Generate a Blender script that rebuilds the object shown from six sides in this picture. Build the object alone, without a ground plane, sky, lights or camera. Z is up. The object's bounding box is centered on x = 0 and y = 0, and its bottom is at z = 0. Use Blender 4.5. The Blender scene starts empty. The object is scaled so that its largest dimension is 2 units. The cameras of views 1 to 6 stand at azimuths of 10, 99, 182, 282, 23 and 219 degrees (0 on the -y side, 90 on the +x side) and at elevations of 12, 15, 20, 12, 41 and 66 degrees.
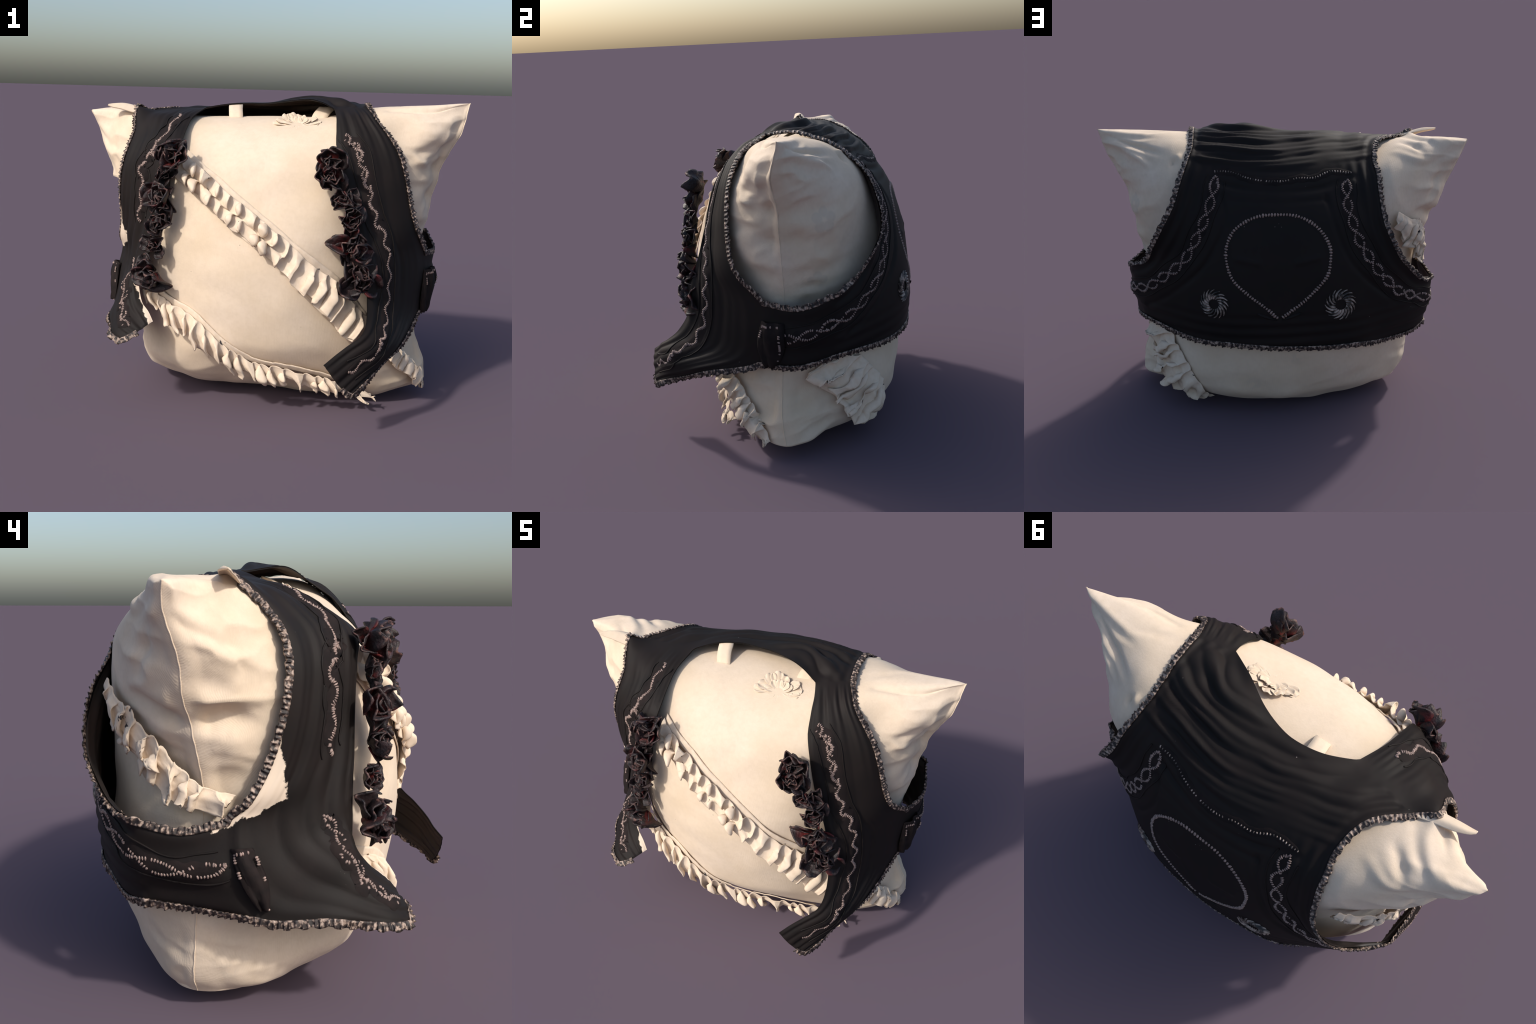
"""A plump cream cushion with ruffled frills, dressed in a black embroidered waistcoat."""
import bpy, math, random
import numpy as np
from mathutils import Vector, Matrix
from mathutils.bvhtree import BVHTree

rng = random.Random(7)
nrg = np.random.default_rng(7)

# ---------------------------------------------------------------- helpers ---
def lerp(a, b, t):
    return a + (b - a) * t

def smooth01(t):
    t = np.clip(t, 0.0, 1.0)
    return t * t * (3.0 - 2.0 * t)

def catmull(ctrl, n):
    """n points evenly spread in parameter along a Catmull-Rom curve through ctrl (rows)."""
    c = np.asarray(ctrl, float)
    c = np.vstack([2 * c[0] - c[1], c, 2 * c[-1] - c[-2]])
    k = len(c) - 3
    s = np.linspace(0, k, n)
    i = np.minimum(s.astype(int), k - 1)
    t = (s - i)[:, None]
    p0, p1, p2, p3 = c[i], c[i + 1], c[i + 2], c[i + 3]
    return 0.5 * (2 * p1 + (p2 - p0) * t + (2 * p0 - 5 * p1 + 4 * p2 - p3) * t * t
                  + (3 * p1 - p0 - 3 * p2 + p3) * t ** 3)

def even(poly, n):
    """Resample a polyline to n points evenly spread by length."""
    p = np.asarray(poly, float)
    d = np.r_[0, np.cumsum(np.linalg.norm(np.diff(p, axis=0), axis=1))]
    s = np.linspace(0, d[-1], n)
    return np.stack([np.interp(s, d, p[:, k]) for k in range(p.shape[1])], 1)

def curve(ctrl, n):
    return even(catmull(ctrl, 40 * len(ctrl)), n)

# ------------------------------------------------------------ cushion shape ---
# The cushion is two cloth panels sewn along a seam; each seam edge is a curve
# (x, y, z), and the two panels bulge from the seam sheet to the front and back.
SEAM_TOP = [(-1.0, .135, 1.44), (-.85, .13, 1.455), (-.65, .12, 1.45), (-.4, .10, 1.43), (0, .10, 1.44),
            (.3, .10, 1.45), (.5, .10, 1.495), (.75, .10, 1.518), (1.0, .12, 1.532)]
SEAM_BOTTOM = [(-.64, .165, .07), (-.5, .15, .025), (-.25, .12, .0), (0, .11, .0), (.3, .09, .0),
               (.6, .07, .01), (.862, .09, .08)]
SEAM_LEFT = [(-1.0, .135, 1.44), (-.945, .15, 1.32), (-.87, .14, 1.14), (-.825, .125, 1.02), (-.77, .11, .81),
             (-.745, .12, .6), (-.72, .14, .4), (-.70, .155, .24), (-.685, .165, .14), (-.64, .165, .07)]
SEAM_RIGHT = [(1.0, .12, 1.532), (.958, .10, 1.40), (.895, .095, 1.28), (.86, .094, 1.15), (.825, .098, 1.0),
              (.80, .095, .84), (.79, .085, .65), (.785, .075, .48), (.808, .072, .34), (.858, .075, .205), (.862, .09, .08)]
# centre profile of each panel: bulge away from the seam sheet against height
FRONT_BULGE = [(0, .0), (.008, .16), (.04, .25), (.12, .355), (.22, .45), (.35, .525), (.55, .553), (.72, .553), (.85, .54), (.95, .51),
               (1.1, .455), (1.2, .41), (1.28, .355), (1.35, .285), (1.40, .21), (1.43, .13), (1.445, .0)]
BACK_BULGE = [(0, .0), (.008, .19), (.05, .33), (.15, .455), (.28, .515), (.42, .54), (.6, .54), (.8, .53), (1.0, .49),
              (1.15, .44), (1.27, .38), (1.36, .29), (1.41, .2), (1.435, .12), (1.445, .0)]

MAX_BULGE = .556

def profile(p, z):
    """Smooth bulge: interpolate the square, which is nearly linear at the rims, then blur it."""
    q = np.interp(np.linspace(0, 1.445, 579), p[:, 0], p[:, 1] ** 2)
    q = np.r_[q[0] - (q[1:25][::-1] - q[0]), q, q[-1] - (q[-25:-1][::-1] - q[-1])]
    w = np.hanning(49); w /= w.sum()
    q = np.convolve(q, w, 'valid')
    return np.sqrt(np.maximum(np.interp(z, np.linspace(0, 1.445, len(q)), q), 0))

# places where the cloth is pushed in or out: centre, reach on each axis, push
DENTS = [((.84, .20, .73), (.20, .30, .12), (-.020, 0, 0)), ((-.80, .12, .74), (.20, .40, .15), (.030, 0, 0)),
         ((-.70, .36, .95), (.18, .20, .18), (.02, -.03, 0)), ((-.72, .30, 1.28), (.17, .16, .14), (.0, -.018, 0)),
         ((-.62, .42, 1.14), (.16, .16, .16), (.015, -.02, 0)), ((.62, .30, 1.42), (.16, .16, .09), (0, -.03, -.005)),
         ((.62, -.16, 1.38), (.17, .20, .12), (0, .055, -.01)), ((.66, .44, .98), (.16, .18, .2), (-.02, -.03, 0)),
         ((.74, -.22, .76), (.14, .18, .20), (-.02, .055, 0)),
         ((.90, .17, 1.30), (.12, .14, .12), (.01, .015, 0)), ((-.92, .02, 1.26), (.10, .14, .10), (-.02, -.02, 0)),
         ((-.15, -.38, 1.28), (.28, .2, .15), (0, -.042, 0)), ((-.42, -.35, .2), (.2, .2, .15), (0, -.03, 0)), ((.52, -.30, 1.2), (.14, .2, .22), (0, .024, 0)), ((-.56, -.28, 1.1), (.12, .2, .28), (0, .022, 0)),
         ((-.86, .02, 1.40), (.13, .14, .07), (0, .045, 0)), ((-.84, .0, 1.22), (.10, .14, .10), (-.015, -.035, 0)),
         ((.84, .0, 1.36), (.13, .16, .12), (0, -.045, 0)), ((.82, -.06, 1.0), (.14, .14, .2), (.03, -.02, 0)), ((.94, .06, 1.36), (.1, .12, .1), (.015, -.015, 0)), ((.82, .32, .25), (.18, .18, .2), (-.045, -.04, 0)),
         ((.70, .38, .08), (.20, .20, .14), (.0, -.04, .04)), ((-.55, .45, .15), (.22, .2, .2), (.0, -.03, 0))]

def dent(g):
    for c, r, p in DENTS:
        w = np.exp(-(((g - np.array(c)) / np.array(r)) ** 2).sum(-1))
        g = g + w[..., None] * np.array(p)
    return g

def coons(top, bottom, left, right, nu, nv):
    t, b = curve(top, nu), curve(bottom, nu)
    l, r = curve(left[::-1], nv), curve(right[::-1], nv)
    u = np.linspace(0, 1, nu)[None, :, None]
    v = np.linspace(0, 1, nv)[:, None, None]
    # crowd the rows and columns toward the seam, where the bulge is steep
    return ((1 - v) * b[None] + v * t[None] + (1 - u) * l[:, None] + u * r[:, None]
            - ((1 - u) * (1 - v) * b[0] + u * (1 - v) * b[-1] + (1 - u) * v * t[0] + u * v * t[-1]))

NU, NV = 221, 181

def warp_index(n, k):
    """Parameter values crowded toward both ends."""
    s = np.linspace(-1, 1, n)
    return (np.sign(s) * (1 - (1 - np.abs(s)) ** k) + 1) / 2

def resample_rows(g, nu, nv, k=1.7):
    a = np.linspace(0, 1, g.shape[1]); b = np.linspace(0, 1, g.shape[0])
    uu, vv = warp_index(nu, k), warp_index(nv, k)
    h = np.stack([np.stack([np.interp(uu, a, row[:, c]) for c in range(3)], 1) for row in g])
    h = np.stack([np.stack([np.interp(vv, b, h[:, j, c]) for c in range(3)], 1) for j in range(nu)], 1)
    return h, uu, vv

def cushion_sheets(nu=NU, nv=NV):
    base, uu, vv = resample_rows(coons(SEAM_TOP, SEAM_BOTTOM, SEAM_LEFT, SEAM_RIGHT, 301, 301), nu, nv)
    U = np.abs(uu * 2 - 1)[None, :]
    right = smooth01(.5 + (uu - .5) * 1.4)[None, :]
    V = vv[:, None]
    z = V * 1.445
    out = []
    for sign, prof in ((-1, FRONT_BULGE), (1, BACK_BULGE)):
        p = np.array(prof)
        bulge = profile(p, z[:, 0])[:, None] / MAX_BULGE
        top = smooth01((V - .55) / .45)
        low = smooth01((.30 - V) / .30)
        if sign < 0:      # the front is fuller toward the left ear
            a0, c0 = lerp(2.3, 2.0, right), lerp(.70, .80, right)
            a1, c1 = lerp(2.2, 1.8, right), lerp(.67, .92, right)
        else:             # the back is pinched under the left ear, full under the right one
            a0, c0 = lerp(2.3, 2.6, right), lerp(.68, .58, right)
            a1, c1 = lerp(2.2, 2.3, right), lerp(.66, .55, right)
        a = lerp(a0, a1, top)
        c = lerp(c0, c1, top) * lerp(1, .75 if sign < 0 else 1.05, low)
        e = (1 - U ** a) ** c
        # soft minimum of the two falls: the corners taper like cones
        k = lerp(3.0, 2.2, top)
        b1, e1 = np.maximum(bulge, 1e-4), np.maximum(e, 1e-4)
        thick = MAX_BULGE * np.maximum(b1 ** -k + e1 ** -k - 1, 1) ** (-1 / k)
        # the ears taper to a point: less bulge close to the two upper corners
        far = np.hypot((1 - U) * .95, (1 - V) * 1.445)
        thick = thick * np.clip(far / .40, 0, 1) ** .45
        thick = np.where((bulge < 2e-4) | (e < 2e-4), 0, thick)
        g = base.copy()
        g[..., 1] += sign * thick
        # the foot is twisted against the body
        g[..., 1] += .11 * g[..., 0] * (1 - .4 * U ** 2) * smooth01((.50 - z) / .35) * e
        out.append(dent(g))
    return out[0], out[1], uu, vv

# ---------------------------------------------------------- scene helpers ---
def link(o, parent=None):
    bpy.context.collection.objects.link(o)
    if parent is not None:
        o.parent = parent
    return o

def empty(name, label, category):
    o = bpy.data.objects.new(name, None)
    o.empty_display_size = .1
    o["label"], o["category"] = label, category
    return link(o)

def mesh_object(name, verts, faces, mats, parent, smooth=True, face_mats=None):
    m = bpy.data.meshes.new(name)
    m.from_pydata(np.asarray(verts, float).tolist(), [], faces)
    for mt in (mats if isinstance(mats, (list, tuple)) else [mats]):
        m.materials.append(mt)
    m.polygons.foreach_set("use_smooth", [smooth] * len(m.polygons))
    if face_mats is not None:
        m.polygons.foreach_set("material_index", face_mats)
    m.update()
    return link(bpy.data.objects.new(name, m), parent)

def grid_faces(rows, cols, start=0, flip=False, wrap=False):
    f = []
    for r in range(rows - 1):
        for c in range(cols if wrap else cols - 1):
            a, b = start + r * cols + c, start + r * cols + (c + 1) % cols
            q = (a, b, b + cols, a + cols)
            f.append(q[::-1] if flip else q)
    return f

def solidify(o, t, offset=0.0):
    m = o.modifiers.new("thickness", 'SOLIDIFY')
    m.thickness, m.offset = t, offset
    return o

def unit(v):
    v = np.asarray(v, float)
    return v / (np.linalg.norm(v, axis=-1, keepdims=True) + 1e-12)

def grid_normals(g):
    return unit(np.cross(np.gradient(g, axis=1), np.gradient(g, axis=0)))

def wobble(p, scale, seed, octaves=3):
    """Smooth cheap noise in -1..1 from sums of rotated sine waves."""
    r = np.random.default_rng(seed)
    out, amp, tot = 0, 1.0, 0.0
    for k in range(octaves):
        for _ in range(4):
            d = unit(r.normal(size=3)) * scale * 2 ** k
            q = np.asarray(p) @ d + r.uniform(0, 6.28)
            out = out + amp * np.sin(q + 1.3 * np.sin(.7 * q.max() * 0 + (np.asarray(p) @ (unit(r.normal(size=3)) * scale * 2 ** k))))
        tot += amp * 2.4
        amp *= .5
    return out / tot

def seg_distance(P, line):
    """Distance of points P (n,3) to a polyline, and the parameter 0..1 along it."""
    line = np.asarray(line, float)
    best = np.full(len(P), 9.0); par = np.zeros(len(P))
    n = len(line) - 1
    for i in range(n):
        a, d = line[i], line[i + 1] - line[i]
        t = np.clip((P - a) @ d / (d @ d + 1e-12), 0, 1)
        q = np.linalg.norm(P - a - t[:, None] * d, axis=1)
        m = q < best
        best[m] = q[m]; par[m] = (i + t[m]) / n
    return best, par

# -------------------------------------------------------------- materials ---
def material(name, build):
    m = bpy.data.materials.new(name)
    m.use_nodes = True
    nt = m.node_tree
    b = nt.nodes["Principled BSDF"]
    build(nt, b)
    return m

def node(nt, kind, **kw):
    n = nt.nodes.new(kind)
    for k, v in kw.items():
        if k.startswith("i_"):
            n.inputs[k[2:].replace("_", " ")].default_value = v
        else:
            setattr(n, k, v)
    return n

def noise(nt, coord, scale, detail=4.0, rough=.55):
    n = node(nt, 'ShaderNodeTexNoise', i_Scale=scale, i_Detail=detail, i_Roughness=rough)
    nt.links.new(coord, n.inputs["Vector"])
    return n.outputs["Fac"]

def ramp(nt, fac, stops):
    n = node(nt, 'ShaderNodeValToRGB')
    e = n.color_ramp.elements
    while len(e) < len(stops):
        e.new(.5)
    for el, (p, c) in zip(e, stops):
        el.position = p
        el.color = (c, c, c, 1) if isinstance(c, (int, float)) else (*c, 1)
    nt.links.new(fac, n.inputs[0])
    return n.outputs["Color"]

def mix(nt, fac, a, b, blend='MIX'):
    n = node(nt, 'ShaderNodeMix', data_type='RGBA', blend_type=blend)
    for sock, v in ((n.inputs[0], fac), (n.inputs[6], a), (n.inputs[7], b)):
        if isinstance(v, (int, float)):
            sock.default_value = v
        elif isinstance(v, tuple):
            sock.default_value = (*v, 1)
        else:
            nt.links.new(v, sock)
    return n.outputs[2]

def math_node(nt, op, a, b=0.0, c=0.0):
    n = node(nt, 'ShaderNodeMath', operation=op)
    for i, v in enumerate((a, b, c)):
        if isinstance(v, (int, float)):
            n.inputs[i].default_value = v
        else:
            nt.links.new(v, n.inputs[i])
    return n.outputs[0]

def bump(nt, bsdf, height, strength, dist=.004):
    n = node(nt, 'ShaderNodeBump', i_Strength=strength, i_Distance=dist)
    nt.links.new(height, n.inputs["Height"])
    nt.links.new(n.outputs[0], bsdf.inputs["Normal"])

def coords(nt, which="Object"):
    return node(nt, 'ShaderNodeTexCoord').outputs[which]

CREAM = (.75, .618, .485)
BLACK = (.0112, .0092, .0084)

def build_cotton(nt, b):
    c = coords(nt)
    blot = noise(nt, c, 2.2, 5, .6)
    fine = noise(nt, c, 38, 4, .7)
    col = mix(nt, ramp(nt, blot, [(.35, 0.0), (.75, 1.0)]), CREAM, (CREAM[0] * .88, CREAM[1] * .845, CREAM[2] * .76))
    col = mix(nt, ramp(nt, fine, [(.4, 0.0), (.85, .5)]), col, (CREAM[0] * .80, CREAM[1] * .77, CREAM[2] * .72))
    # sparse dark specks of lint
    v = node(nt, 'ShaderNodeTexVoronoi', i_Scale=16.0)
    nt.links.new(c, v.inputs["Vector"])
    speck = ramp(nt, v.outputs["Distance"], [(.02, 1.0), (.05, 0.0)])
    gate = ramp(nt, noise(nt, c, 5.0, 2), [(.60, 0.0), (.66, 1.0)])
    col = mix(nt, math_node(nt, 'MULTIPLY', speck, gate), col, (.16, .11, .09))
    # two five-petalled ghosts of the woven pattern on the right end
    sp = None
    for centre, rad in (((.80, .29, 1.16), .030), ((.775, .25, .86), .026)):
        for k in range(5):
            a = 1.2566 * k + .3
            q = (centre[0] - .5 * rad * 1.25 * math.cos(a), centre[1] + .85 * rad * 1.25 * math.cos(a), centre[2] + rad * 1.25 * math.sin(a))
            d = node(nt, 'ShaderNodeVectorMath', operation='DISTANCE')
            nt.links.new(c, d.inputs[0]); d.inputs[1].default_value = q
            m_ = ramp(nt, d.outputs["Value"], [(rad * .85, 1.0), (rad * .95, 0.0)])
            sp = m_ if sp is None else math_node(nt, 'MAXIMUM', sp, m_)
    col = mix(nt, math_node(nt, 'MULTIPLY', sp, .22), col, (.36, .33, .29))
    # faint woven flower spots in the cloth
    w = node(nt, 'ShaderNodeTexVoronoi', i_Scale=2.3)
    nt.links.new(c, w.inputs["Vector"])
    spot = ramp(nt, w.outputs["Distance"], [(.10, 1.0), (.13, 0.0)])
    lobes = ramp(nt, noise(nt, c, 24, 1), [(.42, 0.0), (.5, 1.0)])
    col = mix(nt, math_node(nt, 'MULTIPLY', math_node(nt, 'MULTIPLY', spot, lobes), .16), col, (.45, .40, .34))
    nt.links.new(col, b.inputs["Base Color"])
    b.inputs["Roughness"].default_value = .85
    b.inputs["Specular IOR Level"].default_value = .2
    b.inputs["Sheen Weight"].default_value = .08
    weave = node(nt, 'ShaderNodeTexWave', i_Scale=90.0, i_Distortion=1.0)
    nt.links.new(c, weave.inputs["Vector"])
    h = math_node(nt, 'ADD', math_node(nt, 'MULTIPLY', weave.outputs["Fac"], .3), noise(nt, c, 120, 3))
    bump(nt, b, h, .22, .003)

def build_frill(nt, b):
    c = coords(nt)
    fine = noise(nt, c, 40, 4, .6)
    col = mix(nt, ramp(nt, fine, [(.35, 0.0), (.8, 1.0)]), CREAM, (CREAM[0] * .9, CREAM[1] * .87, CREAM[2] * .82))
    # dark frayed bits where the cut edge shows
    v = noise(nt, c, 9, 2)
    w = noise(nt, c, 34, 2)
    fray = math_node(nt, 'MULTIPLY', ramp(nt, v, [(.66, 0.0), (.68, 1.0)]), ramp(nt, w, [(.56, 0.0), (.6, 1.0)]))
    col = mix(nt, fray, col, (.05, .045, .05))
    nt.links.new(col, b.inputs["Base Color"])
    b.inputs["Roughness"].default_value = .85
    b.inputs["Specular IOR Level"].default_value = .2
    bump(nt, b, noise(nt, c, 110, 3), .2, .003)

def build_satin(nt, b):
    c = coords(nt)
    streak = noise(nt, c, 7, 4, .6)
    col = mix(nt, ramp(nt, streak, [(.35, 0.0), (.7, 1.0)]), BLACK, (.0145, .0105, .0095))
    # stray pale threads and lint
    v = node(nt, 'ShaderNodeTexVoronoi', i_Scale=42.0)
    nt.links.new(c, v.inputs["Vector"])
    speck = ramp(nt, v.outputs["Distance"], [(.06, 1.0), (.11, 0.0)])
    gate = ramp(nt, noise(nt, c, 11, 2), [(.66, 0.0), (.69, 1.0)])
    col = mix(nt, math_node(nt, 'MULTIPLY', speck, gate), col, (.30, .26, .23))
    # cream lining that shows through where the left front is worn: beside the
    # left armhole and at the inner corner of the left point
    sep = node(nt, 'ShaderNodeSeparateXYZ')
    nt.links.new(c, sep.inputs[0])
    x, y, z = sep.outputs
    ragged = math_node(nt, 'MULTIPLY_ADD', noise(nt, c, 26, 5, .7), .05, -.025)
    def above(a, edge, soft=.004):
        return math_node(nt, 'MULTIPLY_ADD', math_node(nt, 'SUBTRACT', math_node(nt, 'ADD', a, ragged), edge), 1 / soft, .5)
    def both(*k):
        out = k[0]
        for q in k[1:]: out = math_node(nt, 'MINIMUM', out, q)
        n_ = node(nt, 'ShaderNodeClamp'); nt.links.new(out, n_.inputs[0])
        return n_.outputs[0]
    # wedge widening downward from z = 1.2 to .85, cut off below by a slanting line
    width = math_node(nt, 'MAXIMUM', math_node(nt, 'MULTIPLY_ADD', z, .12, -.258), -.152)
    w1 = both(above(y, width), above(z, math_node(nt, 'MULTIPLY_ADD', y, -.45, .715)), above(math_node(nt, 'MULTIPLY', z, -1.0), -1.17),
              above(math_node(nt, 'MULTIPLY', x, -1.0), .60), above(math_node(nt, 'MULTIPLY', y, -1.0), -.06))
    inner = math_node(nt, 'MULTIPLY_ADD', z, -.66, -.196)
    w2 = both(above(x, inner), above(math_node(nt, 'MULTIPLY', z, -1.0), -.62), above(math_node(nt, 'MULTIPLY', y, -1.0), .30),
              above(math_node(nt, 'MULTIPLY', x, -1.0), .40))
    col = mix(nt, math_node(nt, 'MAXIMUM', w1, w2), col, CREAM)
    nt.links.new(col, b.inputs["Base Color"])
    b.inputs["Roughness"].default_value = .62
    b.inputs["Specular IOR Level"].default_value = .15
    bump(nt, b, noise(nt, c, 140, 3), .12, .002)

def build_velvet(nt, b):
    c = coords(nt)
    n = noise(nt, c, 14, 4, .65)
    col = mix(nt, ramp(nt, n, [(.35, 0.0), (.7, 1.0)]), (.0095, .0075, .0075), (.020, .0135, .0125))
    nt.links.new(col, b.inputs["Base Color"])
    b.inputs["Roughness"].default_value = .8
    b.inputs["Specular IOR Level"].default_value = .15
    bump(nt, b, noise(nt, c, 90, 3), .3, .003)

def build_lining(nt, b):
    c = coords(nt)
    n = noise(nt, c, 4, 3)
    col = mix(nt, ramp(nt, n, [(.4, 0.0), (.65, 1.0)]), (.026, .0145, .0105), (.010, .0075, .0065))
    nt.links.new(col, b.inputs["Base Color"])
    b.inputs["Roughness"].default_value = .6

def build_lace(nt, b):
    c = coords(nt)
    n = noise(nt, c, 72, 2, .5)
    col = ramp(nt, n, [(.40, (.014, .009, .008)), (.50, (.05, .033, .027)), (.56, (.22, .16, .125)), (.68, (.42, .32, .26))])
    nt.links.new(col, b.inputs["Base Color"])
    b.inputs["Roughness"].default_value = .6

def build_stitch(nt, b):
    c = coords(nt)
    n = noise(nt, c, 120, 2)
    col = ramp(nt, n, [(.35, (.15, .11, .095)), (.62, (.34, .24, .205))])
    nt.links.new(col, b.inputs["Base Color"])
    b.inputs["Roughness"].default_value = .5

def build_pearl(nt, b):
    c = coords(nt)
    n = noise(nt, c, 30, 3)
    col = ramp(nt, n, [(.40, (.022, .019, .017)), (.60, (.42, .335, .28))])
    nt.links.new(col, b.inputs["Base Color"])
    b.inputs["Roughness"].default_value = .45

def build_petal(nt, b):
    c = coords(nt)
    sep = node(nt, 'ShaderNodeSeparateXYZ')
    nt.links.new(c, sep.inputs[0])
    info = node(nt, 'ShaderNodeObjectInfo')
    shift = node(nt, 'ShaderNodeVectorMath', operation='ADD')
    nt.links.new(c, shift.inputs[0])
    comb = node(nt, 'ShaderNodeCombineXYZ')
    nt.links.new(math_node(nt, 'MULTIPLY', info.outputs["Random"], 37.0), comb.inputs[0])
    nt.links.new(comb.outputs[0], shift.inputs[1])
    n = noise(nt, shift.outputs[0], 2.6, 3)
    col = ramp(nt, n, [(.40, (.014, .011, .012)), (.60, (.032, .018, .018))])
    heart = ramp(nt, sep.outputs[1], [(.25, 1.0), (.80, 0.0)])
    gate = ramp(nt, info.outputs["Random"], [(.48, 0.0), (.62, 1.0)])
    redn = ramp(nt, noise(nt, shift.outputs[0], 1.6, 2), [(.42, 0.0), (.55, 1.0)])
    red = math_node(nt, 'MULTIPLY', math_node(nt, 'MULTIPLY', heart, gate), redn)
    col = mix(nt, red, col, (.15, .020, .019))
    # worn paler rim, uneven
    rim = math_node(nt, 'MULTIPLY', ramp(nt, sep.outputs[1], [(.90, 0.0), (.97, 1.0)]),
                    ramp(nt, noise(nt, shift.outputs[0], 4.0, 2), [(.46, 0.0), (.62, .8)]))
    col = mix(nt, rim, col, (.15, .075, .062))
    nt.links.new(col, b.inputs["Base Color"])
    b.inputs["Roughness"].default_value = .5
    b.inputs["Specular IOR Level"].default_value = .35
    bump(nt, b, noise(nt, shift.outputs[0], 9, 3), .25, .03)

COTTON = material("cream_cotton", build_cotton)
FRILL = material("cream_frill", build_frill)
SATIN = material("black_satin", build_satin)
VELVET = material("brown_black_velvet", build_velvet)
LINING = material("brown_lining", build_lining)
LACE = material("beaded_lace", build_lace)
STITCH = material("pale_stitching", build_stitch)
PEARL = material("grey_satin_stitch", build_pearl)
PETAL = material("black_red_petal", build_petal)

# ---------------------------------------------------------------- cushion ---
cushion = empty("cushion", "plump cream cotton cushion with ruffled frills", "cushion")

# (line on the cloth, depth: minus sinks and plus raises, half width)
CREASES = [
    # left end: raised seam from the ear down, pinch half way, cloth pulled to it
    ([(-.97, .13, 1.41), (-.86, .15, 1.30), (-.87, .13, 1.12), (-.83, .12, 1.03)], .012, .022),
    ([(-.80, -.06, 1.035), (-.83, .12, 1.025), (-.79, .26, 1.06), (-.72, .37, 1.10)], -.030, .035),
    ([(-.80, -.06, .985), (-.83, .12, .975), (-.79, .24, 1.0)], .012, .03),
    ([(-.80, .02, .96), (-.78, .05, .80)], -.012, .02),
    ([(-.86, .24, 1.30), (-.80, .33, 1.15)], -.014, .03),
    ([(-.84, .0, 1.33), (-.80, -.05, 1.15)], -.012, .03),
    # right end: raised seam and soft sideways folds
    ([(.98, .11, 1.46), (.90, .09, 1.28), (.83, .098, 1.0), (.80, .095, .82)], .008, .012),
    ([(.84, -.08, 1.23), (.88, .09, 1.20), (.82, .25, 1.24)], -.026, .05),
    ([(.80, -.1, 1.08), (.84, .09, 1.06), (.77, .28, 1.08)], -.016, .045),
    ([(.78, -.1, .96), (.82, .09, .95), (.76, .28, .97)], .008, .03),
    ([(.97, .06, 1.42), (.84, .02, 1.30), (.72, -.03, 1.22)], -.014, .04),
    ([(.88, .18, 1.42), (.76, .28, 1.32)], -.016, .035),
    ([(.74, .22, 1.44), (.66, .33, 1.33)], -.014, .03),
    # ear on the left, seen from behind
    ([(-.90, .20, 1.38), (-.74, .28, 1.33), (-.62, .34, 1.25)], -.015, .03),
    ([(-.78, .20, 1.42), (-.68, .30, 1.36)], .012, .025),
    # low folds at the left foot
    ([(-.66, .16, .13), (-.55, -.05, .12), (-.42, -.2, .16)], .010, .03),
    ([(-.65, .14, .20), (-.56, -.06, .2)], -.012, .025),
    ([(-.66, .18, .24), (-.60, .32, .26)], -.010, .03),
    # right ear: flattened ridge from the tip, sharp folds under it
    ([(.975, .12, 1.52), (.84, .149, 1.525), (.715, .157, 1.515), (.66, .13, 1.508)], .010, .018),
    ([(.72, .15, 1.512), (.64, .10, 1.507), (.54, .06, 1.50)], -.013, .016),
    ([(.93, .16, 1.50), (.81, .22, 1.475), (.70, .27, 1.45), (.64, .30, 1.43)], -.014, .020),
    ([(.93, .20, 1.455), (.85, .25, 1.44), (.76, .29, 1.405), (.70, .32, 1.37)], .013, .016),
    ([(.56, .35, 1.43), (.57, .37, 1.37)], -.012, .014), ([(.535, .36, 1.40), (.53, .33, 1.44)], .010, .014),
    ([(.60, .0, 1.49), (.80, .02, 1.50), (.94, .09, 1.53)], -.008, .012),
    ([(.96, .08, 1.43), (.868, .015, 1.375), (.816, -.028, 1.32), (.742, -.092, 1.28)], -.016, .030),
    ([(.73, -.10, 1.28), (.77, -.07, 1.245), (.82, -.02, 1.22)], .010, .016),
    ([(.86, .01, 1.336), (.878, .05, 1.26), (.828, .02, 1.17)], -.010, .025),
    # left ear: cloth pinched up behind the fold
    ([(-.66, -.02, 1.435), (-.70, .06, 1.455), (-.735, .14, 1.455), (-.80, .19, 1.45)], .020, .024),
    ([(-.63, .06, 1.45), (-.68, .13, 1.45), (-.74, .19, 1.445), (-.80, .23, 1.435)], -.014, .020),
    ([(-.74, .02, 1.45), (-.78, .09, 1.455), (-.83, .14, 1.455)], -.012, .018),
    ([(-.83, .185, 1.45), (-.91, .157, 1.45), (-.98, .137, 1.444)], .009, .014),
    ([(-.64, .20, 1.44), (-.70, .25, 1.43), (-.75, .30, 1.40)], -.011, .022),
    ([(-.60, .30, 1.40), (-.70, .32, 1.37), (-.80, .27, 1.36)], .010, .022),
    # broad dents on the front and back
    ([(-.05, -.42, 1.13), (.12, -.33, 1.30)], -.008, .05),
    ([(.30, -.40, 1.16), (.42, -.3, 1.2)], -.006, .06),
]

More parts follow.
